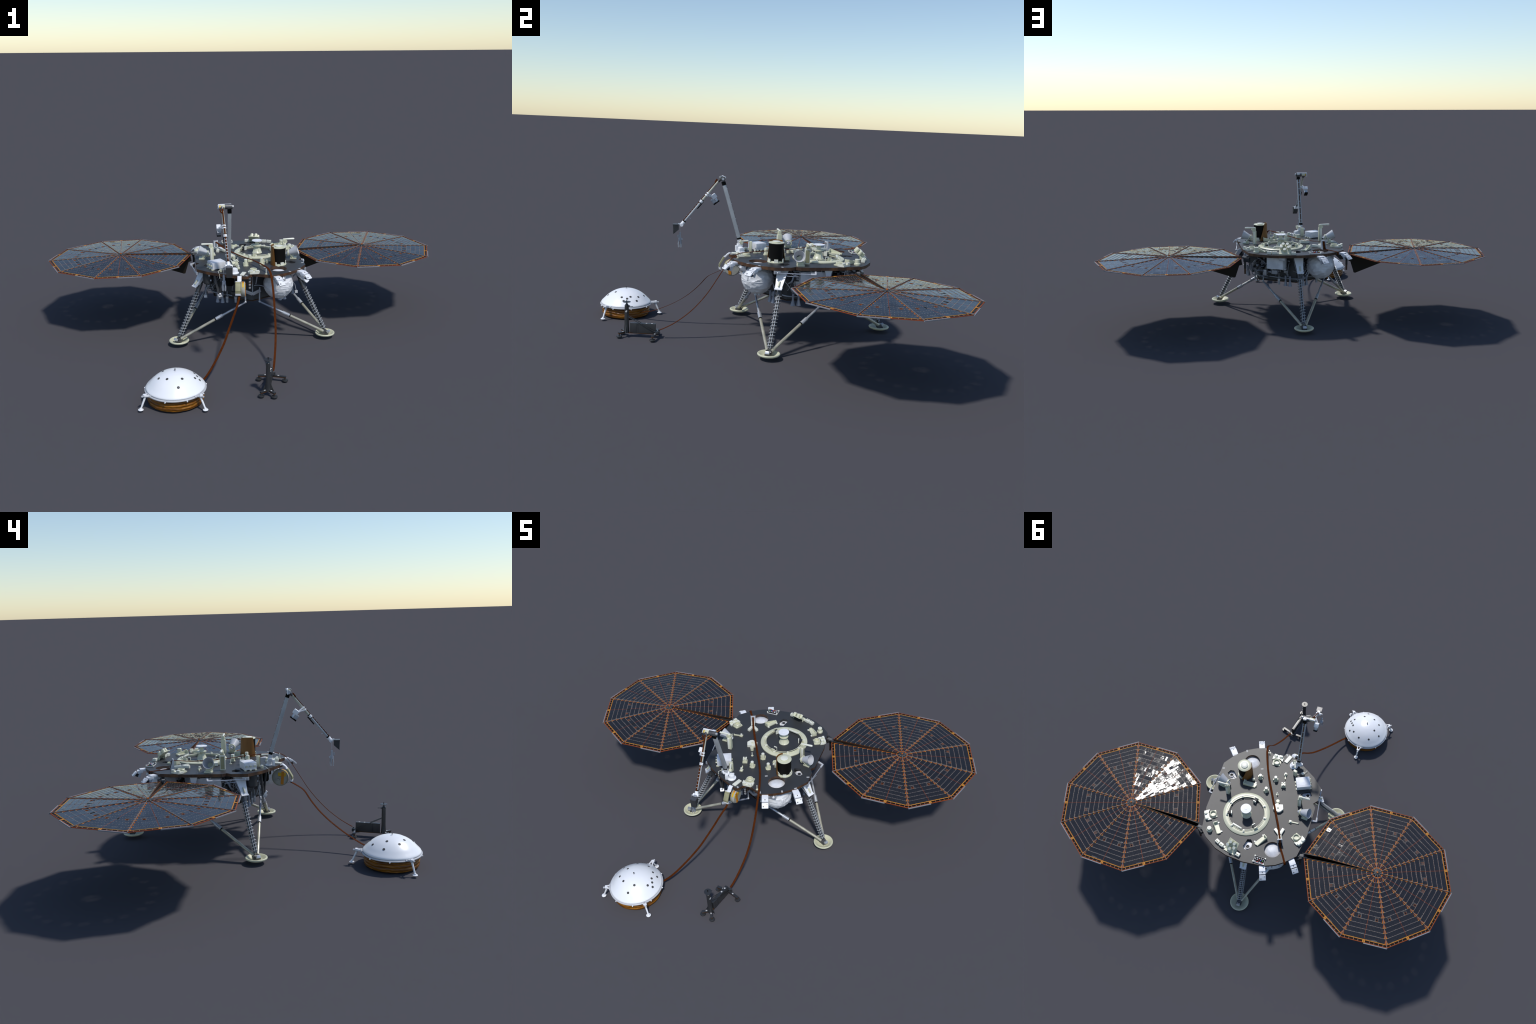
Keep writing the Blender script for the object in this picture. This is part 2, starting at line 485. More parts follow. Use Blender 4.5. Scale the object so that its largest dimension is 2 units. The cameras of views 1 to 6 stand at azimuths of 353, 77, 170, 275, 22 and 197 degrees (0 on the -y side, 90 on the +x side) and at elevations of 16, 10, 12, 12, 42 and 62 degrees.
# risers, boxes, valves
for k in range(95):
    f = rnd.uniform(0, 6)
    if 2.75 < f < 3.55:
        continue
    z0 = rnd.uniform(0.212, 0.27); z1 = z0 + rnd.uniform(0.02, 0.09)
    z1 = min(z1, 0.345)
    o = rnd.uniform(0.006, 0.034)
    df = rnd.uniform(-0.25, 0.25)
    m = rnd.choice(['pipe', 'silver', 'nozzle', 'steel', 'pipe'])
    b.tube([hexpoint(f, 0.0, z0), hexpoint(f, o, z0 + 0.004), hexpoint(f + df * 0.5, o + 0.004, (z0 + z1) / 2),
            hexpoint(f + df, o, z1), hexpoint(f + df, 0, z1 + 0.003)], rnd.uniform(0.0012, 0.0026), m, 6, smooth=4)
for k in range(90):
    f = rnd.uniform(0, 6)
    if 2.7 < f < 3.6:
        continue
    z = rnd.uniform(0.22, 0.34)
    s = rnd.uniform(0.007, 0.020)
    c = hexpoint(f, rnd.uniform(0.004, 0.026), z)
    a = atan2(c.y - 0.186, c.x)
    m = rnd.choice(['dark', 'steel', 'dark', 'silver', 'pipe', 'bay'])
    if rnd.random() < 0.55:
        b.box(c, (s * 0.7, s * rnd.uniform(0.7, 1.6), s * rnd.uniform(0.6, 1.5)), m, Rz(a), bevel=0.001)
    else:
        d = V((rnd.uniform(-1, 1), rnd.uniform(-1, 1), rnd.uniform(-0.6, 0.6)))
        d.normalize()
        b.cyl(c - d * s * 0.6, c + d * s * 0.6, s * 0.32, m, seg=10)
# small cylindrical valves between the engines
for x, y in [(-0.119, 0.008), (-0.079, 0.000), (0.087, 0.374), (-0.110, 0.366)]:
    b.cyl((x, y, 0.192), (x, y, 0.212), 0.006, 'pipe', seg=12)
    b.cyl((x, y, 0.212), (x, y, 0.222), 0.0072, 'silver', seg=12)
    b.cyl((x, y, 0.222), (x, y, 0.25), 0.002, 'pipe', seg=8)
# small hanging square boxes on brackets
for x, y in [(-0.222, 0.03), (0.222, 0.03), (-0.015, 0.43)]:
    b.box((x, y, 0.222), (0.014, 0.012, 0.012), 'horn', bevel=0.0015)
    b.tube([(x, y, 0.228), (x * 0.97, y + 0.004, 0.26), (x * 0.85, y + 0.01, 0.29)], 0.0018, 'pipe', 6)
# patchwork of foil and dark panels standing outside the two side faces
for sgn in (-1, 1):
    for k in range(30):
        a = radians(rnd.uniform(-32, 60))
        rad = rnd.uniform(0.196, 0.214)
        z = rnd.uniform(0.255, 0.330)
        c = V((sgn * rad * cos(a), 0.186 + rad * sin(a), z))
        if -0.02 > c.y:
            continue
        m = rnd.choice(['dark', 'pipe', 'steel', 'dark', 'silver', 'bay'])
        R_ = Rz(a if sgn > 0 else pi - a) @ Matrix.Rotation(rnd.uniform(-0.25, 0.25), 3, 'Y')
        b.box(c, (rnd.uniform(0.004, 0.012), rnd.uniform(0.012, 0.040), rnd.uniform(0.010, 0.045)), m, R_, bevel=0.001)
    for k in range(14):
        a0 = radians(rnd.uniform(-32, 50)); a1 = a0 + radians(rnd.uniform(-18, 18))
        z0 = rnd.uniform(0.215, 0.28); z1 = z0 + rnd.uniform(0.03, 0.08)
        q = [V((sgn * r * cos(a), 0.186 + r * sin(a), z)) for r, a, z in
             ((0.19, a0, z0), (0.208, a0, z0 + 0.006), (0.214, (a0 + a1) / 2, (z0 + z1) / 2), (0.212, a1, min(z1, 0.34)), (0.19, a1, min(z1, 0.345)))]
        b.tube(q, rnd.uniform(0.0014, 0.003), rnd.choice(['pipe', 'silver', 'pipe', 'steel']), 6, smooth=4)
for sgn in (1,):
    for k in range(34):
        c = V((sgn * rnd.uniform(0.150, 0.212), rnd.uniform(0.300, 0.375), rnd.uniform(0.245, 0.340)))
        if c.z < 0.28 and c.x * sgn > 0.19:
            continue
        sz = rnd.uniform(0.008, 0.022)
        m = rnd.choice(['dark', 'pipe', 'steel', 'dark', 'nozzle', 'silver'])
        if k % 2:
            b.box(c, (sz * rnd.uniform(0.5, 1.2), sz * rnd.uniform(0.5, 1.2), sz * rnd.uniform(0.6, 1.6)), m, Rz(rnd.uniform(0, 3)), bevel=0.001)
        else:
            d = V((rnd.uniform(-1, 1), rnd.uniform(-1, 1), rnd.uniform(-0.7, 0.7))).normalized()
            b.tube([c - d * sz * 1.6, c + V((0, 0, sz * 0.4)), c + d * sz * 1.6], rnd.uniform(0.0015, 0.0035), m, 6, smooth=4)
b.obj('plumbing', LANDER, stuff=True)

# black motor housings at the front left
b = B()
b.lathe([(0, -0.03), (0.019, -0.03), (0.024, -0.024), (0.025, 0.024), (0, 0.024)], 'dark', (-0.209, -0.002, 0.325), seg=24)
b.box((-0.205, -0.029, 0.343), (0.007, 0.006, 0.008), 'horn')
b.box((-0.198, -0.027, 0.318), (0.006, 0.006, 0.007), 'horn')
b.lathe([(0, -0.024), (0.018, -0.024), (0.021, -0.018), (0.021, 0.028), (0, 0.028)], 'black', (-0.110, -0.050, 0.322), seg=24)
b.bar((-0.180, -0.040, 0.350), (-0.160, -0.046, 0.250), 0.010, 0.010, 'steel')
b.bar((-0.140, -0.060, 0.350), (-0.158, -0.050, 0.250), 0.008, 0.008, 'dark')
b.box((-0.160, -0.052, 0.244), (0.020, 0.018, 0.018), 'silver', Rz(0.5) @ Matrix.Rotation(0.6, 3, 'X'), bevel=0.002)
b.box((-0.157, -0.060, 0.256), (0.008, 0.008, 0.014), 'white', Matrix.Rotation(0.5, 3, 'X'), bevel=0.001)
b.obj('motor_housing', LANDER)

# white electronics boxes hanging from the deck
b = B()
b.box((0.106, 0.418, 0.318), (0.086, 0.056, 0.062), 'blanket', Rz(radians(-30)), bevel=0.003)
b.box((0.112, 0.400, 0.264), (0.030, 0.020, 0.020), 'pipe', Rz(radians(-30)), bevel=0.003)
b.cyl((0.130, 0.392, 0.264), (0.142, 0.386, 0.262), 0.006, 'pipe', 0.002)
b.cyl((0.070, 0.43, 0.288), (0.070, 0.43, 0.280), 0.012, 'horn')
b.obj('electronics_box', LANDER)
b = B()
for s in (-1, 1):
    b.box((s * 0.196, 0.200, 0.312), (0.060, 0.140, 0.052), 'blanket', bevel=0.010)
    b.tube([(s * 0.224, 0.175, 0.345), (s * 0.230, 0.175, 0.338), (s * 0.230, 0.222, 0.338), (s * 0.224, 0.222, 0.345)], 0.0022, 'white', 6)
    b.tube([(s * 0.226, 0.125, 0.330), (s * 0.232, 0.10, 0.322), (s * 0.236, 0.09, 0.30), (s * 0.215, 0.08, 0.285)], 0.0035, 'pipe', 8, smooth=4)
b.obj('battery_box', LANDER)
b = B()
for s in (-1, 1):
    pr = [(-0.017, 0), (0.017, 0), (0.009, -0.030), (-0.009, -0.030)]
    b.prism(pr, 0, 0.008, 'white', rot=Matrix(((0, 0, s), (1, 0, 0), (0, 1, 0))), org=(s * 0.240, 0.247, DECK - 0.0145))
for x, y, a in [(0.262, 0.019, 10), (-0.262, 0.019, -10), (0.09, 0.478, 75)]:
    b.box((x * 0.985, y, DECK - 0.021), (0.010, 0.028, 0.014), 'silver', Rz(radians(a)), bevel=0.001)
b.obj('hanger_bracket', LANDER)

# V shaped beam carrying the inner leg joints on the front corner and its copies
vb = B()      # local: front corner at -y
for s in (-1, 1):
    vb.bar((0, -0.214, 0.242), (s * 0.040, -0.196, 0.254), 0.006, 0.016, 'silver', bevel=0.001)
    vb.bar((s * 0.034, -0.204, 0.198), (s * 0.036, -0.200, 0.270), 0.0055, 0.0055, 'pipe')
    vb.ball((s * 0.034, -0.206, 0.200), 0.006, 'silver', 12)
vb.cyl((0, -0.218, 0.243), (0, -0.212, 0.243), 0.0035, 'horn', seg=12)
vb.bar((0, -0.207, 0.250), (0, -0.207, 0.345), 0.0045, 0.0045, 'pipe')
vm_ = vb.mesh('leg_joint_beam')
for a in (0, 120, 240):
    place('leg_joint_beam', vm_, LANDER, Matrix.Translation((CX, CY, 0)) @ Matrix.Rotation(radians(a), 4, 'Z'))

# --------------------------------------------------------------------------
# legs: built pointing to +y from the lander axis, repeated three times
# --------------------------------------------------------------------------
foot = V((0, 0.412, 0.030))
top = V((0, 0.284, 0.275))
u = (top - foot).normalized()
ux = V((1, 0, 0)); uy = u.cross(ux)
lb = B()       # main strut
p0 = foot + u * 0.012; p1 = foot + u * 0.245
lb.cyl(p0, p1, 0.0070, 'dark', seg=14)
for s in (-1, 1):
    for q in (-1, 1):
        o = ux * 0.0046 * s + uy * 0.0058 * q
        lb.bar(p0 + o, p1 + o, 0.0026, 0.0022, 'pipe', up=uy)
lb.cyl(foot + u * 0.236, foot + u * 0.285, 0.011, 'steel', seg=16)
lb.cyl(foot + u * 0.285, foot + u * 0.335, 0.009, 'dark', seg=16)
# ankle
lb.cyl(foot + V((-0.011, 0, -0.004)), foot + V((0.011, 0, -0.004)), 0.0085, 'steel', seg=16)
lb.box(foot + V((0, 0.018, 0.0)), (0.017, 0.014, 0.012), 'silver', Matrix.Rotation(0.5, 3, 'X'), bevel=0.002)
lb.box(foot + V((0, 0.004, -0.010)), (0.026, 0.026, 0.008), 'steel', bevel=0.002)
for s in (-1, 1):
    lb.box(foot + V((0.010 * s, -0.006, 0.000)), (0.009, 0.014, 0.012), 'steel', Rz(0.6 * s), bevel=0.0015)
leg_mesh = lb.mesh('leg')
sb = B()       # coil spring
n_coil, L0, L1 = 15.5, 0.020, 0.238
pts = []
for k in range(int(n_coil * 20) + 1):
    t = k / (n_coil * 20)
    a = 2 * pi * n_coil * t
    pts.append(foot + u * (L0 + (L1 - L0) * t) + (ux * cos(a) + uy * sin(a)) * 0.0128)
sb.tube(pts, 0.0014, 'beam', 6)
spring_mesh = sb.mesh('spring')
fb = B()       # foot pad: shallow dish
fb.lathe([(0, 0.006), (0.018, 0.006), (0.034, 0.0105), (0.0455, 0.0165), (0.0480, 0.0200), (0.0475, 0.0235), (0.0450, 0.0255),
          (0.0415, 0.0245), (0.034, 0.0165), (0.024, 0.0115), (0.014, 0.0105), (0, 0.0105)], 'pad', (0, 0.412, 0), seg=48)
pad_mesh = fb.mesh('foot_pad', 60)
kb = B()       # side struts
for s in (-1, 1):
    a = foot + V((s * 0.009, -0.006, 0.002)); c = V((s * 0.163, 0.132, 0.200))
    d = (c - a)
    ud = d.normalized()
    kb.cyl(a, a + d * 0.54, 0.0066, 'tan', seg=16)
    kb.cyl(a + d * 0.525, a + d * 0.54, 0.0074, 'black', seg=16)
    kb.cyl(a + d * 0.54, a + d * 0.64, 0.0084, 'silver', seg=16)
    kb.cyl(a + d * 0.64, a + d * 0.80, 0.0056, 'silver', 0.0050, seg=14)
    kb.cyl(a + d * 0.80, a + d * 1.0, 0.0050, 'nozzle', 0.0036, seg=14)
strut_mesh = kb.mesh('side_strut')
hb = B()       # shoulder bracket: tapered plate with flange and bolt
A0 = V((0, 0.262, DECK - 0.014)); A1 = V((0, 0.312, 0.279))
du = (A1 - A0).normalized(); nn = V((1, 0, 0)).cross(du) * -1
Rh = Matrix((V((1, 0, 0)), du, V((1, 0, 0)).cross(du))).transposed()
Lh = (A1 - A0).length
hb.prism([(-0.025, 0), (0.025, 0), (0.0145, Lh), (-0.0145, Lh)], -0.0015, 0.0015, 'white', rot=Rh, org=A0)
for s in (-1, 1):
    e0 = A0 + V((s * 0.024, 0, 0)); e1 = A1 + V((s * 0.0140, 0, 0))
    hb.faces([e0, e1, e1 + V((-s * 0.002, -0.020, 0.004)), e0 + V((-s * 0.002, -0.030, 0)),
              e0 - V((s * 0.002, 0, 0)), e1 - V((s * 0.002, 0, 0)), e1 + V((-s * 0.004, -0.020, 0.004)), e0 + V((-s * 0.004, -0.030, 0))],
             [(0, 1, 2, 3), (7, 6, 5, 4), (0, 4, 5, 1), (1, 5, 6, 2), (2, 6, 7, 3), (3, 7, 4, 0)], 'white')
hb.box(A1 + V((0, 0.002, -0.002)), (0.033, 0.018, 0.004), 'white', Matrix.Rotation(radians(-28), 3, 'X'), bevel=0.001)
hb.cyl(A0.lerp(A1, 0.66) + V((0, 0.004, 0.001)), A0.lerp(A1, 0.93) + V((0, 0.006, 0.002)), 0.004, 'cream', seg=12)
hb.tube([A1 + V((0.017, 0, 0.002)), A1 + V((0.02, -0.04, 0.025)), A1 + V((0.02, -0.075, 0.06))], 0.0014, 'silver', 6)
bracket_mesh = hb.mesh('shoulder_bracket')
for a in (0, 120, 240):
    X = Matrix.Translation((CX, CY, 0)) @ Matrix.Rotation(radians(a), 4, 'Z')
    leg = place('leg', leg_mesh, LANDER, X)
    for nme, me in (('spring', spring_mesh), ('foot_pad', pad_mesh), ('side_strut', strut_mesh), ('shoulder_bracket', bracket_mesh)):
        place(nme, me, leg, X)

# --------------------------------------------------------------------------
# solar panels (built for the +x side round the hub, mirrored for -x)
# --------------------------------------------------------------------------
HUB = V((0.6365, 0.3585, 0))
ZH, ZR = 0.3525, 0.3380
N_G = 10
SPAN = (360 - 4.3) / N_G
HALF = radians(SPAN / 2)
RAD = 0.3605
APO = RAD * cos(HALF)
EDGE = RAD * sin(HALF)
R_IN = 0.022
def gz(x):
    return ZH + (ZR - ZH) * x / APO
TH = math.tan(HALF)
holes = []
for s in (-1, 1):
    cx, cy, h = 0.2275, s * 0.041, 0.0042
    holes.append([(cx - h, cy - h), (cx + h, cy - h), (cx + h, cy + h), (cx - h, cy + h)])
gb = B()
outline = [(R_IN, -R_IN * TH), (APO, -EDGE), (APO, EDGE), (R_IN, R_IN * TH)]
gb.prism(outline, -0.0016, 0, 'kapton', holes=holes, side='kapton_red', bottom='under', slope=lambda x, y: gz(x))
def strip(bb, x0, x1, y0, y1, z, t, m, skew=0.0):
    vs = []
    for zz in (z, z + t):
        vs += [V((x0, y0, gz(x0) + zz)), V((x1, y0, gz(x1) + zz)), V((x1, y1, gz(x1) + zz)), V((x0, y1, gz(x0) + zz))]
    bb.faces(vs, [(4, 5, 6, 7), (0, 1, 5, 4), (1, 2, 6, 5), (2, 3, 7, 6), (3, 0, 4, 7)], m)
# dark rim pockets, yellow inner hem, centre block, red outer hem
XR = APO - 0.0165
strip(gb, XR + 0.0004, XR + 0.0022, -XR * TH + 0.009, XR * TH - 0.009, 0.0, 0.0007, 'yellow')
for s in (-1, 1):
    for k in range(5):
        y0 = 0.0065 + k * 0.0212
        y1 = min(y0 + 0.0192, (XR + 0.006) * TH - 0.0015)
        ya, yb = (y0, y1) if s > 0 else (-y1, -y0)
        strip(gb, XR + 0.0040, APO - 0.0040, ya, yb, 0.0, 0.0004, 'pocket')
        if k < 4:
            yt = s * (y1 + 0.001)
            strip(gb, XR + 0.0050, APO - 0.0030, yt - 0.0006, yt + 0.0006, 0.0, 0.0007, 'tab')
strip(gb, APO - 0.0030, APO - 0.0004, -EDGE + 0.001, EDGE - 0.001, 0.0, 0.0005, 'kapton_red')
strip(gb, XR + 0.001, APO - 0.002, -0.0055, 0.0055, 0.0, 0.0009, 'yellow')
strip(gb, XR + 0.003, APO - 0.004, -0.003, 0.003, 0.0, 0.0013, 'kapton')
gore_mesh = gb.mesh('panel_gore')

N_ROW, X0, PITCH = 13, 0.0285, 0.0230
CW = 0.0060
HOLE_ROW = 8
def row_cells(seed):
    rr = random.Random(seed)
    cb = B(); ib = B()
    for r in range(N_ROW):
        x0 = X0 + r * PITCH
        x1 = x0 + PITCH - 0.0014
        hw = x0 * TH - 0.0014
        n = max(1, int(round((hw - 0.0008) / CW)))
        cw = (hw - 0.0008) / n
        for s in (-1, 1):
            segs = [(0.0009, hw)] if r != HOLE_ROW else [(0.0009, 0.0350), (0.0470, hw)]
            for y0, y1 in segs:       # dark carrier sheet under the cells
                a, c = (y0, y1) if s > 0 else (-y1, -y0)
                strip(ib, x0, x1, a, c, 0.0001, 0.0003, 'backing')
            cx_, cy_ = rr.gauss(0, 0.015), rr.gauss(0, 0.012)
            for c in range(n):
                ya = 0.0009 + c * cw + 0.0002
                yb = 0.0009 + (c + 1) * cw - 0.0002
                if r == HOLE_ROW and ya < 0.0462 and yb > 0.0358:
                    continue      # left free for the framed opening
                if r == HOLE_ROW and s < 0 and c == 0:
                    strip(ib, x0 + 0.001, x1 - 0.001, -0.0042, -0.0010, 0.0012, 0.0008, 'fold')
                if s < 0:
                    ya, yb = -yb, -ya
                if rr.random() < 0.4:
                    cx_, cy_ = rr.gauss(0, 0.015), rr.gauss(0, 0.012)
                tx = -0.035 + cx_ + rr.gauss(0, 0.004); ty = cy_ + rr.gauss(0, 0.004)   # outward tilt and jitter modelled to spread sun-glint patches over the gores
                vs = []
                xm, ym = (x0 + x1) / 2, (ya + yb) / 2
                for zz in (0.0, 1.0):
                    for xx, yy in ((x0, ya), (x1, ya), (x1, yb), (x0, yb)):
                        z = gz(xx) + (0.0009 + (xx - xm) * tx + (yy - ym) * ty if zz else 0.0001)
                        vs.append(V((xx, yy, z)))
                cb.faces(vs, [(4, 5, 6, 7), (0, 1, 5, 4), (1, 2, 6, 5), (2, 3, 7, 6), (3, 0, 4, 7)], 'cell')
                if c % 2 == 0 and r < N_ROW - 1:
                    jx = rr.uniform(-0.0006, 0.0006)
                    strip(ib, x1 - 0.0004 + jx, x1 + 0.0016 + jx, ym - 0.0010, ym + 0.0010, 0.0002, 0.0014, 'tab')
        if r < N_ROW - 1:
            strip(ib, x1 + 0.0003, x1 + 0.0011, -hw, hw, 0.0001, 0.0007, 'tab')
        for s in (-1, 1):      # yellow tip on each sawtooth
            ye = s * (hw + 0.0020)
            strip(ib, x1 - 0.0026, x1 + 0.0008, ye - 0.0014, ye + 0.0014, 0.0, 0.0005, 'yellow')
    strip(ib, X0, XR, -0.0006, 0.0006, 0.0001, 0.0008, 'kapton_red')
    for s in (-1, 1):          # framed square openings in a dark patch
        cx, cy, h, t = 0.2275, s * 0.041, 0.0043, 0.0008
        xa, xb = X0 + HOLE_ROW * PITCH, X0 + (HOLE_ROW + 1) * PITCH - 0.0014
        ya, yb = cy - 0.0062, cy + 0.0062
        strip(ib, xa, cx - h, ya, yb, 0.0001, 0.0004, 'patch')
        strip(ib, cx + h, xb, ya, yb, 0.0001, 0.0004, 'patch')
        strip(ib, cx - h, cx + h, ya, cy - h, 0.0001, 0.0004, 'patch')
        strip(ib, cx - h, cx + h, cy + h, yb, 0.0001, 0.0004, 'patch')
        for a, c, d, e in ((cx - h - t, cx + h + t, cy - h - t, cy - h), (cx - h - t, cx + h + t, cy + h, cy + h + t),
                           (cx - h - t, cx - h, cy - h, cy + h), (cx + h, cx + h + t, cy - h, cy + h)):
            strip(ib, a, c, d, e, 0.0, 0.0012, 'kapton')
    return cb.mesh('solar_cells', 20, weld=False), ib.mesh('cell_trim', 20, weld=False)
rows = [row_cells(100 + k) for k in range(N_G)]

# hub, ribs, folded gap, rim bars
def pol(a, r, z=0.0):
    return V((r * cos(radians(a)), r * sin(radians(a)), z))
A_START = 180.3
hub = B()
hub.lathe([(0.0, ZH - 0.006), (0.017, ZH - 0.006), (0.017, ZH + 0.001), (0.011, ZH + 0.0045), (0, ZH + 0.0045)], 'dark', seg=20)
hub.lathe([(0.0055, ZH + 0.004), (0.0055, ZH + 0.0085), (0.0, ZH + 0.0085)], 'kapton', seg=4)
for k in range(N_G + 1):
    a = A_START + SPAN * k
    hub.bar(pol(a, 0.008, ZH + 0.0028), pol(a, RAD + 0.002, ZR + 0.0022), 0.0021, 0.0026, 'under' if k in (0, N_G) else 'rib')
hub_mesh = hub.mesh('solar_panel')
rb = B()
rim_bar = rb
for k in range(1, N_G - 1):
    a0, a1 = A_START + SPAN * k, A_START + SPAN * (k + 1)
    p, q = pol(a0, RAD + 0.0022, ZR - 0.001), pol(a1, RAD + 0.0022, ZR - 0.001)
    rb.bar(p + (q - p) * 0.0, p + (q - p) * 0.50, 0.0040, 0.0040, 'bar', bevel=0.0006)
rim_mesh = rb.mesh('rim_bar')
ob = B()
low = V((0.3165 - HUB.x, 0.363 - HUB.y, 0.234))
for a in (A_START, A_START - 4.3):
    t0 = pol(a, 0.018, ZH - 0.003); t1 = pol(a, RAD - 0.004, ZR - 0.001)
    w = (t0 + t1) / 2
    lo0 = V((t0.x, t0.y, ZH - 0.012))
    off = V((0, 0.0010 if a < 180 else -0.0010, 0))
    def hang(x, z):
        t = (x - 0.2765) / (0.3165 - 0.2765)
        y = t1.y + (low.y - t1.y) * min(1, max(0, (ZR - z) / (ZR - 0.234)))
        return V((x - HUB.x, y, z))
    qs = [t0, t1, hang(0.2745, 0.302), hang(0.290, 0.298), hang(0.3085, 0.236), low, lo0]
    nq = len(qs)
    ob.faces([p + off for p in qs] + [p - off for p in qs],
             [tuple(range(nq)), tuple(range(2 * nq - 1, nq - 1, -1))] +
             [(i, nq + i, nq + (i + 1) % nq, (i + 1) % nq) for i in range(nq)], 'fold')
fold_mesh = ob.mesh('folded_film')
yk = B()
yk.box((0.262 - HUB.x, 0.377 - HUB.y, 0.338), (0.024, 0.014, 0.012), 'rib', Rz(-0.2), bevel=0.002)
yk.box((0.250 - HUB.x, 0.386 - HUB.y, 0.330), (0.030, 0.030, 0.022), 'dark', Rz(-0.6), bevel=0.002)
yk.prism([(0.004, 0), (0.062, 0), (0.056, -0.010), (0.030, -0.036), (0.010, -0.034), (0.002, -0.012)], -0.004, 0.004, 'dark',
         rot=Matrix(((-1, 0, 0), (0, 0, 1), (0, 1, 0))), org=(0.258 - HUB.x, 0.388 - HUB.y, 0.349))
yk.cyl((0.262 - HUB.x, 0.390 - HUB.y, 0.336), (0.262 - HUB.x, 0.390 - HUB.y, 0.285), 0.0055, 'dark', seg=12)
yk.cyl((0.262 - HUB.x, 0.390 - HUB.y, 0.285), (0.262 - HUB.x, 0.390 - HUB.y, 0.258), 0.0048, 'edge', seg=12)
yk.bar(pol(180.0, 0.300, ZR + 0.006), pol(179.2, 0.372, ZR + 0.004), 0.003, 0.003, 'dark')
yoke_mesh = yk.mesh('panel_yoke')
for s in (1, -1):
    X = Matrix.Translation((s * HUB.x, HUB.y, 0)) @ Matrix.Diagonal((s, 1, 1, 1))
    panel = place('solar_panel', hub_mesh, LANDER, X)
    for nme, me in (('rim_bar', rim_mesh), ('folded_film', fold_mesh), ('panel_yoke', yoke_mesh)):
        place(nme, me, panel, X)
    for k in range(N_G):
        Y = X @ Matrix.Rotation(radians(A_START + SPAN * (k + 0.5)), 4, 'Z')
        place('panel_gore', gore_mesh, panel, Y)
        place('solar_cells', rows[k][0], panel, Y, stuff=True)
        place('cell_trim', rows[k][1], panel, Y, stuff=True)
# push rods between leg shoulder and panel
for s in (1, -1):
    r = B()
    r.cyl((s * 0.262, 0.021, 0.341), (s * 0.283, 0.176, 0.338), 0.0022, 'silver', seg=8)
    r.cyl((s * 0.281, 0.160, 0.3385), (s * 0.284, 0.182, 0.338), 0.0048, 'horn', seg=12)
    r.ball((s * 0.262, 0.021, 0.341), 0.0050, 'silver', 12)
    r.bar((s * 0.284, 0.180, 0.338), (s * 0.258, 0.186, 0.345), 0.007, 0.006, 'horn')
    r.tube([(s * 0.272, 0.08, 0.337), (s * 0.275, 0.11, 0.327), (s * 0.264, 0.06, 0.329)], 0.0015, 'silver', 6)
    r.obj('push_rod', LANDER)

# --------------------------------------------------------------------------
# instruments on the deck
# --------------------------------------------------------------------------
Z = DECK
# large ring with pedestal
RC = V((0.058, 0.2545, Z))
b = B()
b.lathe([(0.092, 0), (0.117, 0), (0.117, 0.004), (0.112, 0.0075), (0.099, 0.0075), (0.0975, 0.0050), (0.0955, 0.0050), (0.0945, 0.0085), (0.092, 0.0085), (0.092, 0)],
        'cream', RC, seg=96)
ring = b.obj('ring_rail', LANDER, 40)
b = B()
for k in range(9):
    a = radians(20 + 40 * k)
    c = RC + V((0.0955 * cos(a), 0.0955 * sin(a), 0.010))
    b.box(c, (0.014, 0.009, 0.006), 'cream2', Rz(a), bevel=0.001)
    b.cyl(c, c + V((0, 0, 0.007)), 0.0030, 'cream', seg=10)
    a2 = a + radians(14)
    c2 = RC + V((0.090 * cos(a2), 0.090 * sin(a2), 0.012))
    b.tube([RC + V((0.0895 * cos(a + t * 0.62 / 6), 0.0895 * sin(a + t * 0.62 / 6), 0.0115)) for t in range(7)], 0.0014, 'cream', 6)
for d in (-105, 15, 137):
    a = radians(d)
    c = RC + V((0.084 * cos(a), 0.084 * sin(a), 0.010))
    b.box(c, (0.016, 0.014, 0.016), 'dark', Rz(a), bevel=0.001)
    b.box(c + V((-0.010 * cos(a), -0.010 * sin(a), 0.002)), (0.004, 0.016, 0.020), 'cream2', Rz(a))
    b.box(c + V((0.011 * cos(a), 0.011 * sin(a), 0.002)), (0.005, 0.018, 0.020), 'cream', Rz(a), bevel=0.001)
a = radians(75)
c = RC + V((0.083 * cos(a), 0.083 * sin(a), 0.014))
b.box(c, (0.007, 0.052, 0.006), 'cream2', Rz(a), bevel=0.001)
b.obj('ring_clip', ring)
b = B()
b.lathe([(0.0255, 0), (0.0255, 0.002), (0.023, 0.004), (0.0125, 0.030), (0.0125, 0.034), (0.022, 0.036), (0.0225, 0.040), (0.012, 0.042),
         (0.0095, 0.046), (0.0095, 0.059), (0.026, 0.0625), (0.0262, 0.0655), (0.007, 0.0658), (0.0065, 0.0668), (0, 0.0668)],
        ['cream'] * 9 + ['horn'] + ['white'] * 4, RC, seg=40)
b.box(RC + V((-0.018, 0.014, 0.037)), (0.020, 0.010, 0.010), 'cream', Rz(0.6), bevel=0.001)
for k in range(4):
    a = 0.3 + k * pi / 2
    b.bar(RC + V((0.024 * cos(a), 0.024 * sin(a), 0.002)), RC + V((0.013 * cos(a), 0.013 * sin(a), 0.034)), 0.003, 0.002, 'cream')
b.obj('pedestal_antenna', LANDER)

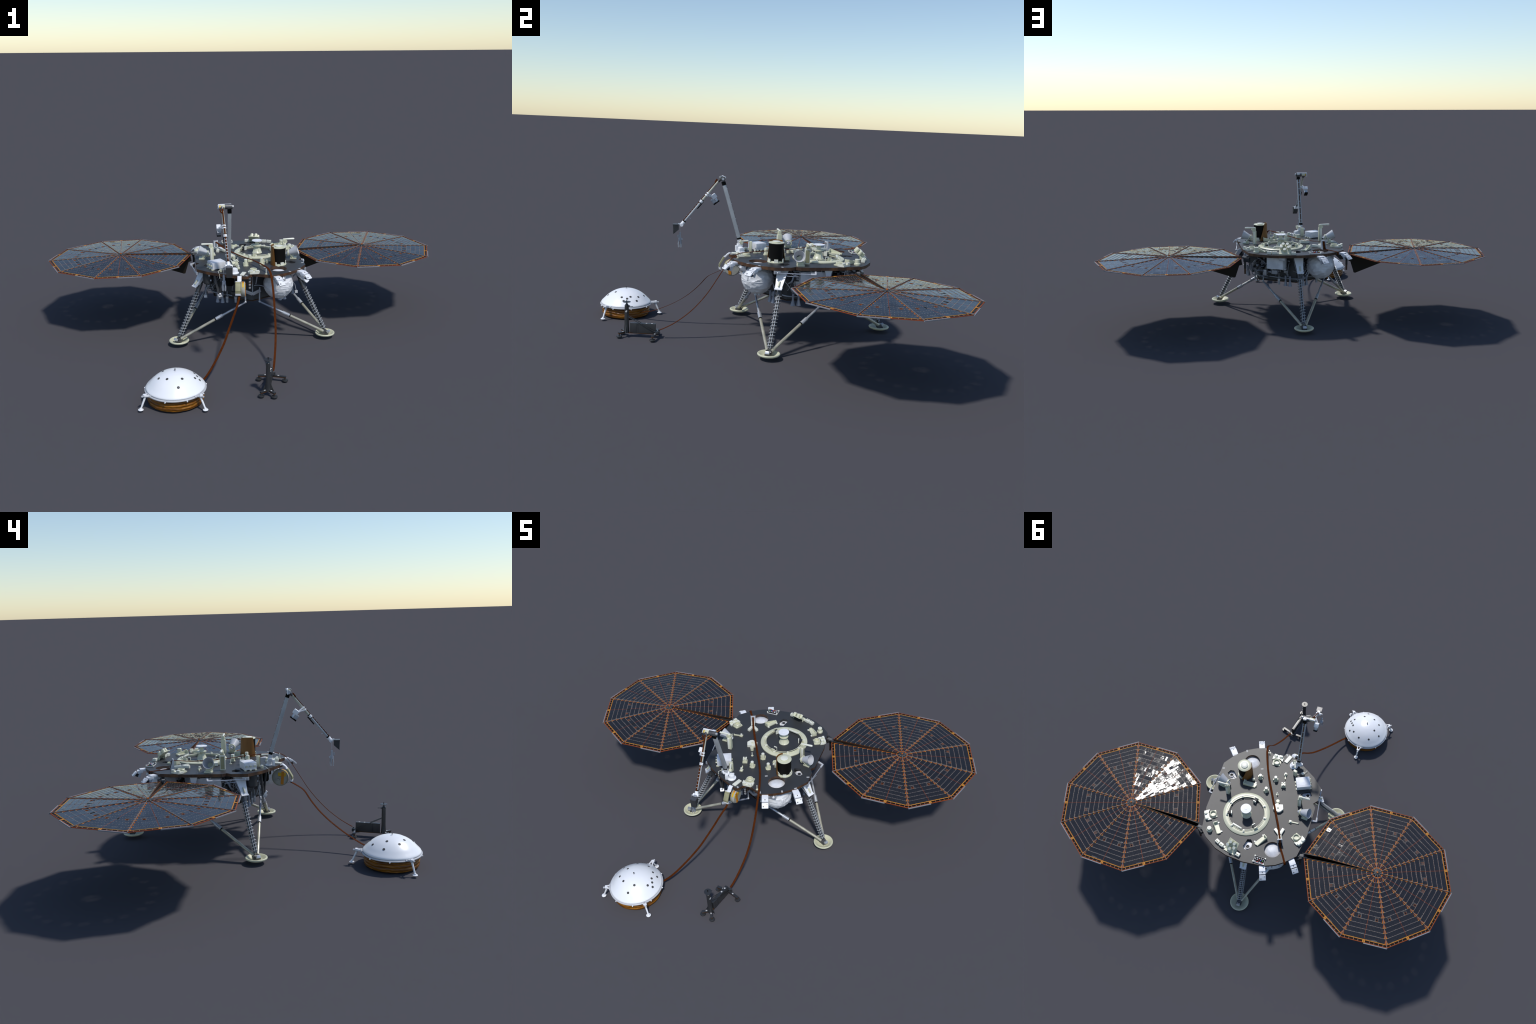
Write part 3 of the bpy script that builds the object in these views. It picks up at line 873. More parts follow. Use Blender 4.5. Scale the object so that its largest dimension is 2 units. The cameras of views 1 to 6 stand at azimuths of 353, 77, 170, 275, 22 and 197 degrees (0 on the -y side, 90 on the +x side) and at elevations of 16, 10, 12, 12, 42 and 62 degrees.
# black cylinder antenna with amber shield
C = V((0.1365, 0.0385, Z - 0.002))
b = B()
b.lathe([(0.037, 0), (0.037, 0.005), (0.030, 0.006), (0.027, 0.010)], 'cream', C, seg=40)
b.lathe([(0.027, 0.010), (0.0315, 0.013), (0.0335, 0.0855), (0.0345, 0.0865), (0.0345, 0.0885), (0.033, 0.0895), (0.018, 0.0895), (0.018, 0.0935), (0.016, 0.0945), (0, 0.0945)],
        ['black', 'black', 'cream', 'cream', 'cream', 'cream', 'cream', 'cream2', 'cream2'], C, seg=48)
for d in (-130, -70, -10, 60, 110):
    a = radians(d)
    b.box(C + V((0.0335 * cos(a), 0.0335 * sin(a), 0.011)), (0.003, 0.017, 0.015), 'cream2', Rz(a))
ant = b.obj('cylinder_antenna', LANDER)
b = B()
rows_ = []
for j in range(9):
    t = j / 8
    a0, a1 = 80 + 42 * t, 238 - 17 * t
    r = 0.0405 - 0.0025 * t
    rows_.append([[b.bm.verts.new(C + V((q * cos(radians(a0 + (a1 - a0) * k / 24)), q * sin(radians(a0 + (a1 - a0) * k / 24)), 0.0005 + 0.0945 * t)))
                   for k in range(25)] for q in (r, r - 0.0012)])
mi_ = b.mi('shield')
for p, q in zip(rows_, rows_[1:]):
    for k in range(24):
        b.bm.faces.new((p[0][k], p[0][k + 1], q[0][k + 1], q[0][k])).material_index = mi_
        b.bm.faces.new((p[1][k + 1], p[1][k], q[1][k], q[1][k + 1])).material_index = mi_
    for k in (0, 24):
        f = (p[0][k], q[0][k], q[1][k], p[1][k])
        b.bm.faces.new(f if k == 0 else f[::-1]).material_index = mi_
for p, fl in ((rows_[0], 1), (rows_[-1], 0)):
    for k in range(24):
        f = (p[0][k], p[0][k + 1], p[1][k + 1], p[1][k])
        b.bm.faces.new(f[::-1] if fl else f).material_index = mi_
b.obj('amber_shield', ant)

# feed horns on angle brackets
def horn(rim, apex, base, name='horn_antenna'):
    rim, apex = V(rim), V(apex)
    d = (rim - apex); L = d.length
    h = B()
    h.lathe([(0.0, -0.012), (0.006, -0.012), (0.006, -0.004), (0.011, -0.004), (0.0125, 0.004), (0.0245, L), (0.0250, L), (0.0232, L - 0.001),
             (0.0105, 0.006), (0, 0.006)], ['horn'] * 7 + ['horn', 'dark'], apex, d, 36)
    s = 1 if d.x > 0 else -1
    n = V((d.x, d.y, 0)).normalized(); side = V((-n.y, n.x, 0))
    R = Matrix((n, side, V((0, 0, 1)))).transposed()
    bp = V(base)
    h.box(bp + V((0, 0, 0.003)), (0.032, 0.034, 0.006), 'cream', R, bevel=0.001)
    h.bar(bp + n * 0.0 + V((0, 0, 0.005)), apex + V((0, 0, 0.012)) - n * 0.001, 0.030, 0.003, 'cream', up=n)
    h.cyl(apex - n * 0.003, apex + n * 0.002, 0.017, 'cream', seg=20)
    h.box(bp - n * 0.006 + V((0, 0, 0.008)), (0.014, 0.022, 0.014), 'cream', R, bevel=0.001)
    return h.obj(name, LANDER)
horn((-0.244, 0.181, 0.410), (-0.197, 0.176, 0.391), (-0.226, 0.183, Z))
horn((0.243, 0.116, 0.410), (0.198, 0.126, 0.393), (0.224, 0.128, Z))

# L shaped posts with a horizontal paddle
for x, y, tx, ty, a in [(-0.180, 0.127, -0.228, 0.127, 0), (0.183, 0.167, 0.233, 0.167, 0)]:
    s = 1 if tx > x else -1
    b = B()
    b.box((x, y, Z + 0.036), (0.016, 0.020, 0.072), 'cream', bevel=0.001)
    b.box((x + s * 0.004, y - 0.001, Z + 0.036), (0.010, 0.024, 0.066), 'cream2', bevel=0.001)
    b.box((x + s * 0.0088, y - 0.001, Z + 0.034), (0.0015, 0.017, 0.056), 'olive')  # darker flat plate drawn for the shade inside the post's open channel
    b.box((x, y, Z + 0.079), (0.012, 0.012, 0.020), 'cream', bevel=0.001)
    b.cyl((x + s * 0.008, y - 0.008, Z + 0.078), (x + s * 0.008, y + 0.008, Z + 0.078), 0.008, 'cream', seg=16)
    b.lathe([(0, -0.004), (0.003, -0.004), (0.0035, 0.0), (0.0052, 0.044), (0.0045, 0.051), (0, 0.053)], 'cream2', (x, y, 0.4535), (s, 0, 0), 16)
    b.obj('paddle_antenna', LANDER)

# guide posts
pb = B()
pb.prism([(-0.012, -0.008), (-0.004, -0.013), (0.010, -0.010), (0.013, 0.006), (0.002, 0.012), (-0.011, 0.009)], 0, 0.004, 'cream')
pb.lathe([(0.0105, 0.004), (0.0082, 0.010), (0.0078, 0.032), (0.0070, 0.0335), (0, 0.0335)], ['cream', 'cream', 'cream2', 'cream2'], seg=24)
pb.box((0.009, -0.003, 0.009), (0.006, 0.012, 0.016), 'cream', bevel=0.001)
pb.cyl((-0.011, -0.004, 0.003), (-0.011, -0.004, 0.014), 0.003, 'cream', seg=10)
pm = pb.mesh('guide_post')
for x, y, a in [(0.053, 0.041, 20), (0.003, 0.102, 200), (-0.025, 0.029, 190)]:
    place('guide_post', pm, LANDER, Matrix.Translation((x, y, Z)) @ Matrix.Rotation(radians(a), 4, 'Z'))

# foil covered camera box
b = B()
a = atan2(-0.021 - 0.006, -0.186 + 0.122) + pi
R = Rz(a)
b.box((-0.166, 0.016, Z + 0.019), (0.070, 0.057, 0.032), 'blanket', R, bevel=0.002)
for k in (-1, 0, 1):
    c = V((-0.166, 0.016, Z + 0.020)) + R @ V((-0.036, 0.019 * k, 0))
    b.cyl(c, c + R @ V((-0.006, 0, 0)), 0.0042, 'cream', seg=12)
    b.box(V((-0.166, 0.016, Z + 0.002)) + R @ V((-0.033, 0.024 * k, 0)), (0.014, 0.008, 0.004), 'cream', R)
    b.box(V((-0.166, 0.016, Z + 0.002)) + R @ V((0.033, 0.020 * k, 0)), (0.012, 0.008, 0.004), 'cream', R)
b.obj('camera_electronics', LANDER)

# small brackets and fittings
b = B()
b.box((-0.072, 0.051, Z + 0.004), (0.024, 0.022, 0.008), 'cream', Rz(0.3), bevel=0.001)
b.box((-0.072, 0.051, Z + 0.016), (0.021, 0.019, 0.015), 'cream', Rz(0.3), top=0.65)
for k in range(4):
    p = Rz(0.3) @ V((0.006 * (1 if k % 2 else -1), 0.006 * (1 if k > 1 else -1), 0))
    b.box(V((-0.072, 0.051, Z + 0.0235)) + p, (0.007, 0.007, 0.004), 'cream2', Rz(0.3))
b.obj('corner_fitting', LANDER)
b = B()
b.prism([(-0.056, 0.172), (-0.062, 0.194), (-0.076, 0.199), (-0.090, 0.204), (-0.101, 0.198), (-0.111, 0.182), (-0.102, 0.158), (-0.082, 0.163), (-0.070, 0.164)],
        Z + 0.002, Z + 0.016, 'cream2')
b.cyl((-0.072, 0.146, Z + 0.001), (-0.072, 0.146, Z + 0.016), 0.0085, 'cream', seg=18)
b.box((-0.075, 0.157, Z + 0.008), (0.012, 0.022, 0.010), 'cream', Rz(-0.2), bevel=0.001)
b.cyl((-0.083, 0.180, Z + 0.016), (-0.083, 0.180, Z + 0.021), 0.005, 'cream', seg=14)
b.obj('latch_plate', LANDER)
b = B()
for x, y, h in [(0.054, -0.114, 0.026), (-0.056, 0.106, 0.020)]:
    b.cyl((x, y, Z), (x, y, Z + 0.002), 0.006, 'cream', seg=14)
    b.cyl((x, y, Z), (x, y, Z + h), 0.0022, 'cream2', seg=10)
b.obj('guide_pin', LANDER)
b = B()
for p, q, h in [((-0.164, 0.232), (-0.203, 0.229), 0.014), ((-0.065, -0.014), (-0.070, 0.012), 0.018)]:
    P0, P1 = V((*p, Z)), V((*q, Z))
    b.bar(P0 + V((0, 0, 0.003)), P1 + V((0, 0, 0.002)), 0.006, 0.004, 'cream')
    b.cyl(P0 + V((0, 0, 0)), P0 + V((0, 0, h)), 0.0048, 'cream2', seg=12)
    b.box(P0 + V((0, 0, 0.003)), (0.015, 0.015, 0.006), 'cream', bevel=0.001)
    b.cyl(P1, P1 + V((0, 0, 0.008)), 0.0022, 'cream', seg=8)
b.box((-0.052, -0.103, Z + 0.003), (0.046, 0.019, 0.005), 'cream2', Rz(atan2(-0.042, -0.016)), bevel=0.001)
b.box((0.083, 0.063, Z + 0.008), (0.012, 0.010, 0.016), 'cream', Rz(0.4), bevel=0.001)
b.obj('small_bracket', LANDER)

# sloping trays
def tray(p0, p1, w, flip=1):
    p0, p1 = V((*p0, Z)), V((*p1, Z))
    d = (p1 - p0); L = d.length
    R = Rz(atan2(d.y, d.x))
    t = B()
    t.box((p0 + p1) / 2 + V((0, 0, 0.0025)), (L, w, 0.004), 'cream', R)
    # tapering upright wall along one side, end wall at the tall end
    t.prism([(0, 0), (L, 0), (L, 0.004), (0, 0.022)], -0.0015, 0.0015, 'cream',
            rot=R @ Matrix(((1, 0, 0), (0, 0, -1), (0, 1, 0))), org=p0 + R @ V((0, flip * w / 2, 0.001)))
    t.box(p0 + R @ V((0.0015, 0, 0.011)), (0.003, w, 0.020), 'cream', R)
    for k in (-1, 1):
        c = p0 + R @ V((L * (0.5 + 0.42 * k), -flip * w / 2 - flip * 0.003, 0.003))
        t.box(c, (0.007, 0.008, 0.005), 'cream2', R)
    t.box(p1 + R @ V((0, 0, 0.005)), (0.006, w * 0.6, 0.008), 'cream', R)
    t.obj('angle_tray', LANDER)
tray((0.126, 0.091), (0.062, 0.091), 0.024, -1)
tray((0.189, 0.346), (0.154, 0.393), 0.022, -1)
tray((-0.071, 0.345), (-0.037, 0.396), 0.022, 1)

# docking cups: three, turned round the lander axis
gb2 = B()     # local +y outwards, cup centre at radius .2485
c0 = V((0, 0.2485, Z))
gb2.prism([(-0.019, -0.017), (0.019, -0.017), (0.021, 0.010), (0.008, 0.018), (-0.008, 0.018), (-0.021, 0.010)], 0, 0.005, 'cream', org=c0)
gb2.lathe([(0.0175, 0.005), (0.0165, 0.014), (0.0150, 0.0155), (0.0122, 0.0150), (0.0115, 0.0065), (0, 0.0065)], 'cream', c0, seg=32)
gb2.prism([(-0.027, 0.012), (-0.012, 0.021), (0.012, 0.021), (0.027, 0.012), (0.027, 0.030), (0.020, 0.043), (-0.020, 0.043), (-0.027, 0.030)],
          0.001, 0.009, 'cream2', org=c0)
for s in (-1, 1):
    gb2.cyl(c0 + V((s * 0.014, 0.034, 0.008)), c0 + V((s * 0.014, 0.034, 0.013)), 0.0085, 'cream', seg=20)
    gb2.box(c0 + V((s * 0.014, 0.036, 0.014)), (0.017, 0.011, 0.006), 'cream2', bevel=0.0015)
cup = gb2.mesh('docking_cup')
for a in (180, 60 + 240, 60):
    place('docking_cup', cup, LANDER, Matrix.Translation((CX, CY, 0)) @ Matrix.Rotation(radians(a), 4, 'Z'))

b = B()
b.lathe([(0.0145, 0), (0.0145, 0.007), (0.0125, 0.0085), (0.0112, 0.010), (0.0105, 0.0255), (0.0095, 0.0265), (0, 0.0265)], ['cream'] * 4 + ['cream2'] * 2, (0.205, 0.389, Z), seg=28)
for dx, dy in ((-1, -1), (1, -1), (-1, 1), (1, 1)):
    b.box((0.205 + dx * 0.0028, 0.389 + dy * 0.0028, Z + 0.0267), (0.0022, 0.0022, 0.0015), 'olive', Rz(0.5))
b.obj('capped_stub', LANDER)
sqb = B()
sqb.box((0, 0, 0.007), (0.022, 0.017, 0.013), 'cream2', bevel=0.001)
sqb.box((0.001, 0.002, 0.0138), (0.010, 0.004, 0.001), 'olive')
sqb.bar((-0.009, 0, 0.0138), (0.009, 0, 0.0138), 0.002, 0.0006, 'cream2')
sm = sqb.mesh('connector_block')
for x, y, a in [(0.145, 0.438, -27), (0.121, 0.449, -20), (0.030, 0.474, -14)]:
    place('connector_block', sm, LANDER, Matrix.Translation((x, y, Z)) @ Matrix.Rotation(radians(a), 4, 'Z'))

# tilted plate with five stub cylinders
P = [V((0.088, 0.414, 0.405)), V((0.032, 0.435, 0.406)), V((0.047, 0.471, 0.368)), V((0.101, 0.458, 0.368))]
cen = sum(P, V()) / 4
ex = (P[1] - P[0]).normalized(); ey = ((P[3] - P[0])).normalized()
en = ex.cross(ey).normalized()
if en.y < 0: en = -en
Rp = Matrix((ex, ey, ex.cross(ey).normalized())).transposed()
b = B()
b.box(cen, (0.057, 0.060, 0.003), 'cream', Rp, bevel=0.001)
for p, q in ((0, 3), (1, 2)):
    m0 = P[p].lerp(P[q], 0.55)
    f = V((m0.x, m0.y, DECK))
    b.faces([m0, P[q], f, m0 + ex * 0.002, P[q] + ex * 0.002, f + ex * 0.002], [(0, 1, 2), (5, 4, 3), (0, 3, 4, 1), (1, 4, 5, 2), (2, 5, 3, 0)], 'cream')
b.box(V((P[3].x + 0.004, P[3].y - 0.004, Z + 0.004)), (0.012, 0.010, 0.007), 'cream2', Rz(-0.3))
b.box(V((0.072, 0.470, Z + 0.003)), (0.060, 0.012, 0.005), 'cream', Rz(-0.25))
for tip in [(0.076, 0.437, 0.414), (0.056, 0.442, 0.414), (0.088, 0.449, 0.403), (0.053, 0.459, 0.402), (0.074, 0.465, 0.392)]:
    t = V(tip)
    b.cyl(t - en * 0.017, t, 0.0082, 'cream', seg=20)
    b.cyl(t, t + en * 0.0012, 0.0074, 'cream2', seg=20)
b.obj('umbilical_plate', LANDER)

# colour calibration card
b = B()
R = Rz(radians(-2)); c = V((-0.078, 0.4695, Z))
b.box(c + V((0, 0, 0.003)), (0.054, 0.034, 0.005), 'mark', R, bevel=0.0008)
b.box(c + V((0, -0.001, 0.006)), (0.050, 0.029, 0.0015), 'black', R)
cols = ['horn', 'mark', 'red', 'blue', 'green']
for k in range(5):
    for j in range(2):
        q = c + R @ V((0.019 - 0.0092 * k, -0.007 + 0.0085 * j, 0.007))
        m = cols[k] if j == 1 else ['mark', 'white', 'horn', 'mark', 'horn'][k]
        b.cyl(q, q + V((0, 0, 0.003)), 0.0026, m, seg=10)
for k in range(4):
    q = c + R @ V((0.018 - 0.012 * k, 0.0115, 0.007))
    b.box(q, (0.008, 0.003, 0.001), 'red' if k % 2 else 'mark', R)
for sx, sy in ((1, -1), (-1, -1), (-1, 1), (1, 1)):
    q = c + R @ V((sx * 0.026, sy * 0.015, 0.004))
    b.cyl(q, q + V((0, 0, 0.006)), 0.0034, 'cream2', seg=12)
b.obj('calibration_card', LANDER)

# cable guide (forked foot, upright slotted plate)
b = B()
b.bar((-0.134, 0.318, Z + 0.007), (-0.102, 0.293, Z + 0.007), 0.014, 0.012, 'cream2', bevel=0.001)
b.bar((-0.134, 0.318, Z + 0.007), (-0.143, 0.280, Z + 0.007), 0.014, 0.012, 'cream2', bevel=0.001)
b.bar((-0.133, 0.315, Z + 0.007), (-0.146, 0.350, Z + 0.007), 0.018, 0.012, 'cream2', bevel=0.001)
R = Rz(atan2(0.035, -0.013) - pi / 2)
c = V((-0.146, 0.353, Z))
b.box(c + V((0, 0, 0.023)), (0.023, 0.005, 0.044), 'horn', R, bevel=0.0005)
for s in (-1, 1):
    b.prism([(0, 0), (0.016, 0), (0.003, 0.046), (0, 0.046)], -0.001, 0.001, 'horn',
            rot=R @ Matrix(((0, 0, 1), (1, 0, 0), (0, 1, 0))), org=c + R @ V((s * 0.0115, 0, 0)))
b.obj('cable_guide', LANDER)

# --------------------------------------------------------------------------
# tether storage drum at the front edge
# --------------------------------------------------------------------------
tilt = Rz(radians(-8))
DC = V((-0.052, -0.121, 0.3005))
ax = tilt @ V((1, 0, 0))
b = B()
prof = [(0, -0.014), (0.030, -0.014), (0.0365, -0.0105), (0.038, -0.006), (0.038, 0.002), (0.034, 0.007), (0, 0.008)]
b.lathe(prof, 'drum', DC, ax, 48, xdir=(0, 0, 1))
fwd = tilt @ V((0, -1, 0))
def rim(a, r=0.0385, o=0.0):
    return DC + (fwd * cos(a) + V((0, 0, 1)) * sin(a)) * r + ax * o
# orange vertical band across both faces and a yellow horizontal one
for o, s in ((-0.0146, -1), (0.0086, 1)):
    b.bar(DC + ax * o + fwd * 0.014 + V((0, 0, 0.029)), DC + ax * o + fwd * 0.009 - V((0, 0, 0.031)), 0.0022, 0.013, 'orange', up=fwd)
    b.bar(DC + ax * (o - s * 0.0004) + fwd * 0.027 + V((0, 0, 0.014)), DC + ax * (o - s * 0.0004) - fwd * 0.009 + V((0, 0, 0.016)), 0.0022, 0.016, 'amber', up=(0, 0, 1))
for a0_, a1_, m_ in ((28, 62, 'amber'), (62, 78, 'orange'), (-82, -64, 'orange')):
    b.lathe([(0.0386, -0.006), (0.0386, 0.002)], m_, DC, ax, 8, a0=radians(a0_) - 0, a1=radians(a1_), xdir=fwd) if (ax.cross(fwd)).z > 0 else b.lathe([(0.0386, -0.006), (0.0386, 0.002)], m_, DC, ax, 8, a0=radians(-a1_), a1=radians(-a0_), xdir=fwd)
for a in (15, 60, -40, 120, 200, 250):
    p = rim(radians(a), 0.0385, -0.0105)
    b.bar(p, rim(radians(a), 0.004, -0.0145), 0.0012, 0.0012, 'dark')
b.tube([rim(radians(k * 10), 0.0375, -0.011) for k in range(37)], 0.0012, 'olive', 6)
drum = b.obj('tether_drum', LANDER)
b = B()
def plate(pts, w, t, m, o):
    for p, q in zip(pts, pts[1:]):
        b.bar(DC + fwd * p[0] + V((0, 0, p[1])) + ax * o, DC + fwd * q[0] + V((0, 0, q[1])) + ax * o, w, t, m, up=fwd, bevel=0.0005)
plate([(0.004, 0.060), (0.014, 0.064), (0.026, 0.055), (0.033, 0.046)], 0.019, 0.005, 'white', -0.018)
plate([(0.034, 0.045), (0.040, 0.040), (0.058, 0.008), (0.057, -0.003)], 0.024, 0.007, 'olive', -0.024)
plate([(0.057, -0.003), (0.055, -0.012)], 0.024, 0.009, 'white', -0.024)
b.bar(DC + fwd * 0.035 + V((0, 0, 0.0455)) - ax * 0.036, DC + fwd * 0.035 + V((0, 0, 0.0455)) - ax * 0.012, 0.006, 0.004, 'white')
b.tube([DC + fwd * 0.054 + V((0, 0, -0.013)) - ax * 0.012, DC + fwd * 0.030 + V((0, 0, -0.025)) - ax * 0.010, DC + fwd * 0.012 + V((0, 0, -0.030)) - ax * 0.008], 0.0018, 'silver', 6)
b.bar(DC + fwd * 0.004 + V((0, 0, 0.060)) - ax * 0.018, DC - fwd * 0.015 + V((0, 0, 0.045)) - ax * 0.005, 0.010, 0.005, 'horn')
b.obj('drum_cover', drum)
b = B()      # support frame in the front notch
for s in (-1, 1):
    b.bar((s * 0.016, -0.098, DECK), (s * 0.012, -0.060, 0.30), 0.004, 0.004, 'pipe')
b.box((-0.012, -0.070, 0.325), (0.012, 0.012, 0.040), 'edge', bevel=0.001)
for k in range(4):
    b.box((-0.020, -0.088, 0.338 - 0.015 * k), (0.009, 0.006, 0.008), 'silver', bevel=0.001)
b.tube([(0.005, -0.05, 0.29), (0.03, -0.055, 0.292), (0.06, -0.05, 0.28)], 0.0016, 'pipe', 6, smooth=4)
b.obj('notch_frame', LANDER)

# --------------------------------------------------------------------------
# robotic arm
# --------------------------------------------------------------------------
SH = V((-0.1150, -0.0790, 0.414)); EL = V((-0.1150, -0.1680, 0.700))
EL2 = V((-0.1480, -0.1690, 0.7005)); WR = V((-0.1390, -0.3480, 0.4830))
ud = (EL - SH).normalized(); uf = (WR - EL2).normalized()
b = B()     # upper arm box beam with cable tray on the back
nb_ = ud.cross(V((1, 0, 0))).normalized()
if nb_.y < 0: nb_ = -nb_
b.bar(SH + ud * 0.014, EL - ud * 0.026, 0.0165, 0.0165, 'beam', up=nb_, bevel=0.003)
b.bar(SH + ud * 0.006, SH + ud * 0.017, 0.0175, 0.0175, 'black', up=nb_)
b.bar(EL - ud * 0.030, EL - ud * 0.014, 0.0180, 0.0180, 'black', up=nb_, bevel=0.002)
b.bar(SH + ud * 0.020 + nb_ * 0.0083, EL - ud * 0.030 + nb_ * 0.0083, 0.0060, 0.0020, 'edge', up=nb_)
for k in range(7):
    p = SH + ud * (0.035 + 0.036 * k) + nb_ * 0.0090
    b.box(p, (0.011, 0.0026, 0.0022), 'silver', Matrix((V((1, 0, 0)), nb_, V((1, 0, 0)).cross(nb_))).transposed())
arm = b.obj('robotic_arm', LANDER)
b = B()     # elbow
b.cyl(EL + V((0.012, 0, 0)), EL + V((-0.020, 0, 0)), 0.0115, 'steel', seg=24)
b.cyl(EL + V((0.018, 0, 0)), EL + V((0.012, 0, 0)), 0.006, 'silver', seg=16)
b.cyl(EL + V((-0.020, 0, 0)), EL + V((-0.040, 0, 0)), 0.0085, 'cream', seg=20)
b.cyl(EL + V((-0.040, 0, 0)), EL + V((-0.046, 0, 0)), 0.0065, 'amber', seg=16)
b.cyl(EL + V((-0.046, 0, 0)), EL + V((-0.050, 0, 0)), 0.009, 'horn', seg=20)
b.bar(EL + V((0.008, 0.006, 0.0085)), EL + V((-0.050, 0.006, 0.0085)), 0.006, 0.006, 'white', bevel=0.001)
b.bar(EL + V((-0.049, 0.006, 0.0085)), EL + V((-0.050, 0.004, -0.010)), 0.004, 0.004, 'white')
b.box(EL + V((0, 0.012, 0.004)), (0.016, 0.006, 0.012), 'silver', bevel=0.001)
b.obj('elbow_joint', arm)
b = B()     # forearm
nf = uf.cross(V((1, 0, 0))).normalized()
if nf.z < 0: nf = -nf
F0 = EL2 + uf * 0.012; F1 = WR - uf * 0.018; LF = (F1 - F0).length
b.cyl(EL2, EL2 + uf * 0.022, 0.0085, 'steel', 0.0065, seg=16)
b.cyl(F0 + uf * 0.008, F0 + uf * LF * 0.48, 0.0060, 'arm', 0.0065, seg=18)
b.cyl(F0 + uf * LF * 0.48, F1, 0.0060, 'beam', 0.0052, seg=18)
for f, m in ((0.31, 'white'), (0.355, 'white'), (0.49, 'white'), (0.515, 'white')):
    b.cyl(F0 + uf * (LF * f), F0 + uf * (LF * f + 0.006), 0.0082, m, seg=18)
for f in (0.475, 0.505, 0.535):
    b.cyl(F0 + uf * (LF * f), F0 + uf * (LF * f + 0.004), 0.0076, 'black', seg=18)
b.cyl(F1 - uf * 0.006, F1 + uf * 0.003, 0.0066, 'black', seg=16)
b.bar(F0 + nf * 0.0068, F1 + nf * 0.0068, 0.0060, 0.0024, 'cable', up=nf)
for k in range(8):
    p = F0 + uf * (LF * (0.53 + 0.058 * k)) + nf * 0.0075
    b.bar(p - V((0.004, 0, 0)), p + V((0.004, 0, 0)), 0.0016, 0.0012, 'beam', up=nf)
b.tube([F0 + uf * 0.022 + nf * 0.007, F0 + uf * 0.018 + nf * 0.009 - V((0.008, 0, 0)), F0 + uf * 0.004 + nf * 0.010 - V((0.012, 0, 0))], 0.0028, 'cable', 8, smooth=4)
b.bar(F0 + uf * LF * 0.49 - nf * 0.009 - V((0.008, 0, 0)), F0 + uf * LF * 0.66 - nf * 0.009 - V((0.008, 0, 0)), 0.003, 0.005, 'black', up=nf)
b.cyl(F1 - uf * 0.03 - nf * 0.008, F1 - uf * 0.03 - nf * 0.013, 0.0018, 'silver', seg=8)
b.obj('forearm', arm)
b = B()     # arm camera on struts
CM = V((-0.166, -0.198, 0.606))
Rc = Matrix.Rotation(radians(38), 3, 'X')
b.box(CM + V((0, 0.000, 0.008)), (0.022, 0.024, 0.020), 'white', Rc, bevel=0.003)
b.lathe([(0, -0.026), (0.008, -0.026), (0.010, -0.004), (0, -0.004)], 'silver', CM, Rc @ V((0, 0, 1)), 18)
b.box(CM + Rc @ V((0, -0.010, -0.010)), (0.017, 0.016, 0.020), 'pipe', Rc, bevel=0.002)
b.box(CM + Rc @ V((0, -0.003, -0.024)), (0.019, 0.032, 0.005), 'black', Rc, bevel=0.001)
for f in (0.318, 0.363):
    b.bar(F0 + uf * LF * f, CM + V((0.006, -0.006, 0.006)), 0.004, 0.004, 'white')
    b.bar(F0 + uf * LF * f - V((0.008, 0, 0)), CM + V((-0.004, -0.008, 0.008)), 0.004, 0.004, 'white')
b.obj('arm_camera', arm)
b = B()     # wrist
b.cyl(WR - uf * 0.018, WR - uf * 0.002, 0.0085, 'white', 0.0075, seg=18)
b.cyl(WR + V((-0.014, 0, 0)), WR + V((0.012, 0, 0)), 0.0072, 'white', seg=18)
b.box(WR + V((0, -0.010, 0.002)), (0.014, 0.010, 0.009), 'silver', bevel=0.001)
b.cyl(WR + V((-0.020, -0.003, -0.002)), WR + V((-0.013, -0.003, -0.002)), 0.003, 'silver', seg=10)
b.obj('wrist_joint', arm)
b = B()     # scoop: wedge bucket, open to the front
y0 = -0.3615
pr = [(y0, 0.4845), (-0.3865, 0.4845), (-0.3845, 0.4420), (y0 + 0.001, 0.4630)]
b.prism(pr, -0.0130, 0.0130, 'dark', rot=Matrix(((0, 0, 1), (1, 0, 0), (0, 1, 0))), org=(-0.138, 0, 0))
b.box((-0.138, -0.374, 0.4856), (0.0275, 0.0265, 0.0020), 'steel')
b.obj('scoop', arm)
b = B()     # hanging grapple
G = V((-0.1600, -0.3515, 0))
b.cyl(G + V((0, 0, 0.443)), G + V((0.0, 0, 0.478)), 0.0010, 'silver', seg=6)
b.bar(G + V((0, 0, 0.478)), WR + V((-0.012, -0.002, -0.003)), 0.004, 0.003, 'silver')
b.cyl(G + V((0, 0, 0.418)), G + V((0, 0, 0.443)), 0.0048, 'pipe', 0.0042, seg=14)
b.cyl(G + V((0, 0, 0.405)), G + V((0, 0, 0.418)), 0.0078, 'pipe', seg=14)
b.box(G + V((0.002, -0.009, 0.427)), (0.004, 0.005, 0.012), 'pipe', bevel=0.001)
b.box(G + V((0, 0.009, 0.412)), (0.006, 0.005, 0.006), 'silver')
for k in range(5):
    a = 2 * pi * k / 5 + 0.3
    d = V((cos(a), sin(a), 0))
    b.bar(G + d * 0.0065 + V((0, 0, 0.406)), G + d * 0.0085 + V((0, 0, 0.392)), 0.003, 0.003, 'pipe')
    b.bar(G + d * 0.0085 + V((0, 0, 0.392)), G + d * 0.0070 + V((0, 0, 0.375)), 0.0028, 0.0034, 'silver')
b.obj('grapple', arm)
b = B()     # shoulder turret
T = V((-0.090, -0.077, Z))
b.lathe([(0.0215, 0), (0.0215, 0.003), (0.019, 0.0045), (0.0135, 0.005), (0.0130, 0.022), (0.0105, 0.0245), (0, 0.0245)], 'white', T, seg=32)
b.box(T + V((0.004, 0.002, 0.013)), (0.017, 0.026, 0.018), 'white', Rz(0.3), bevel=0.003)
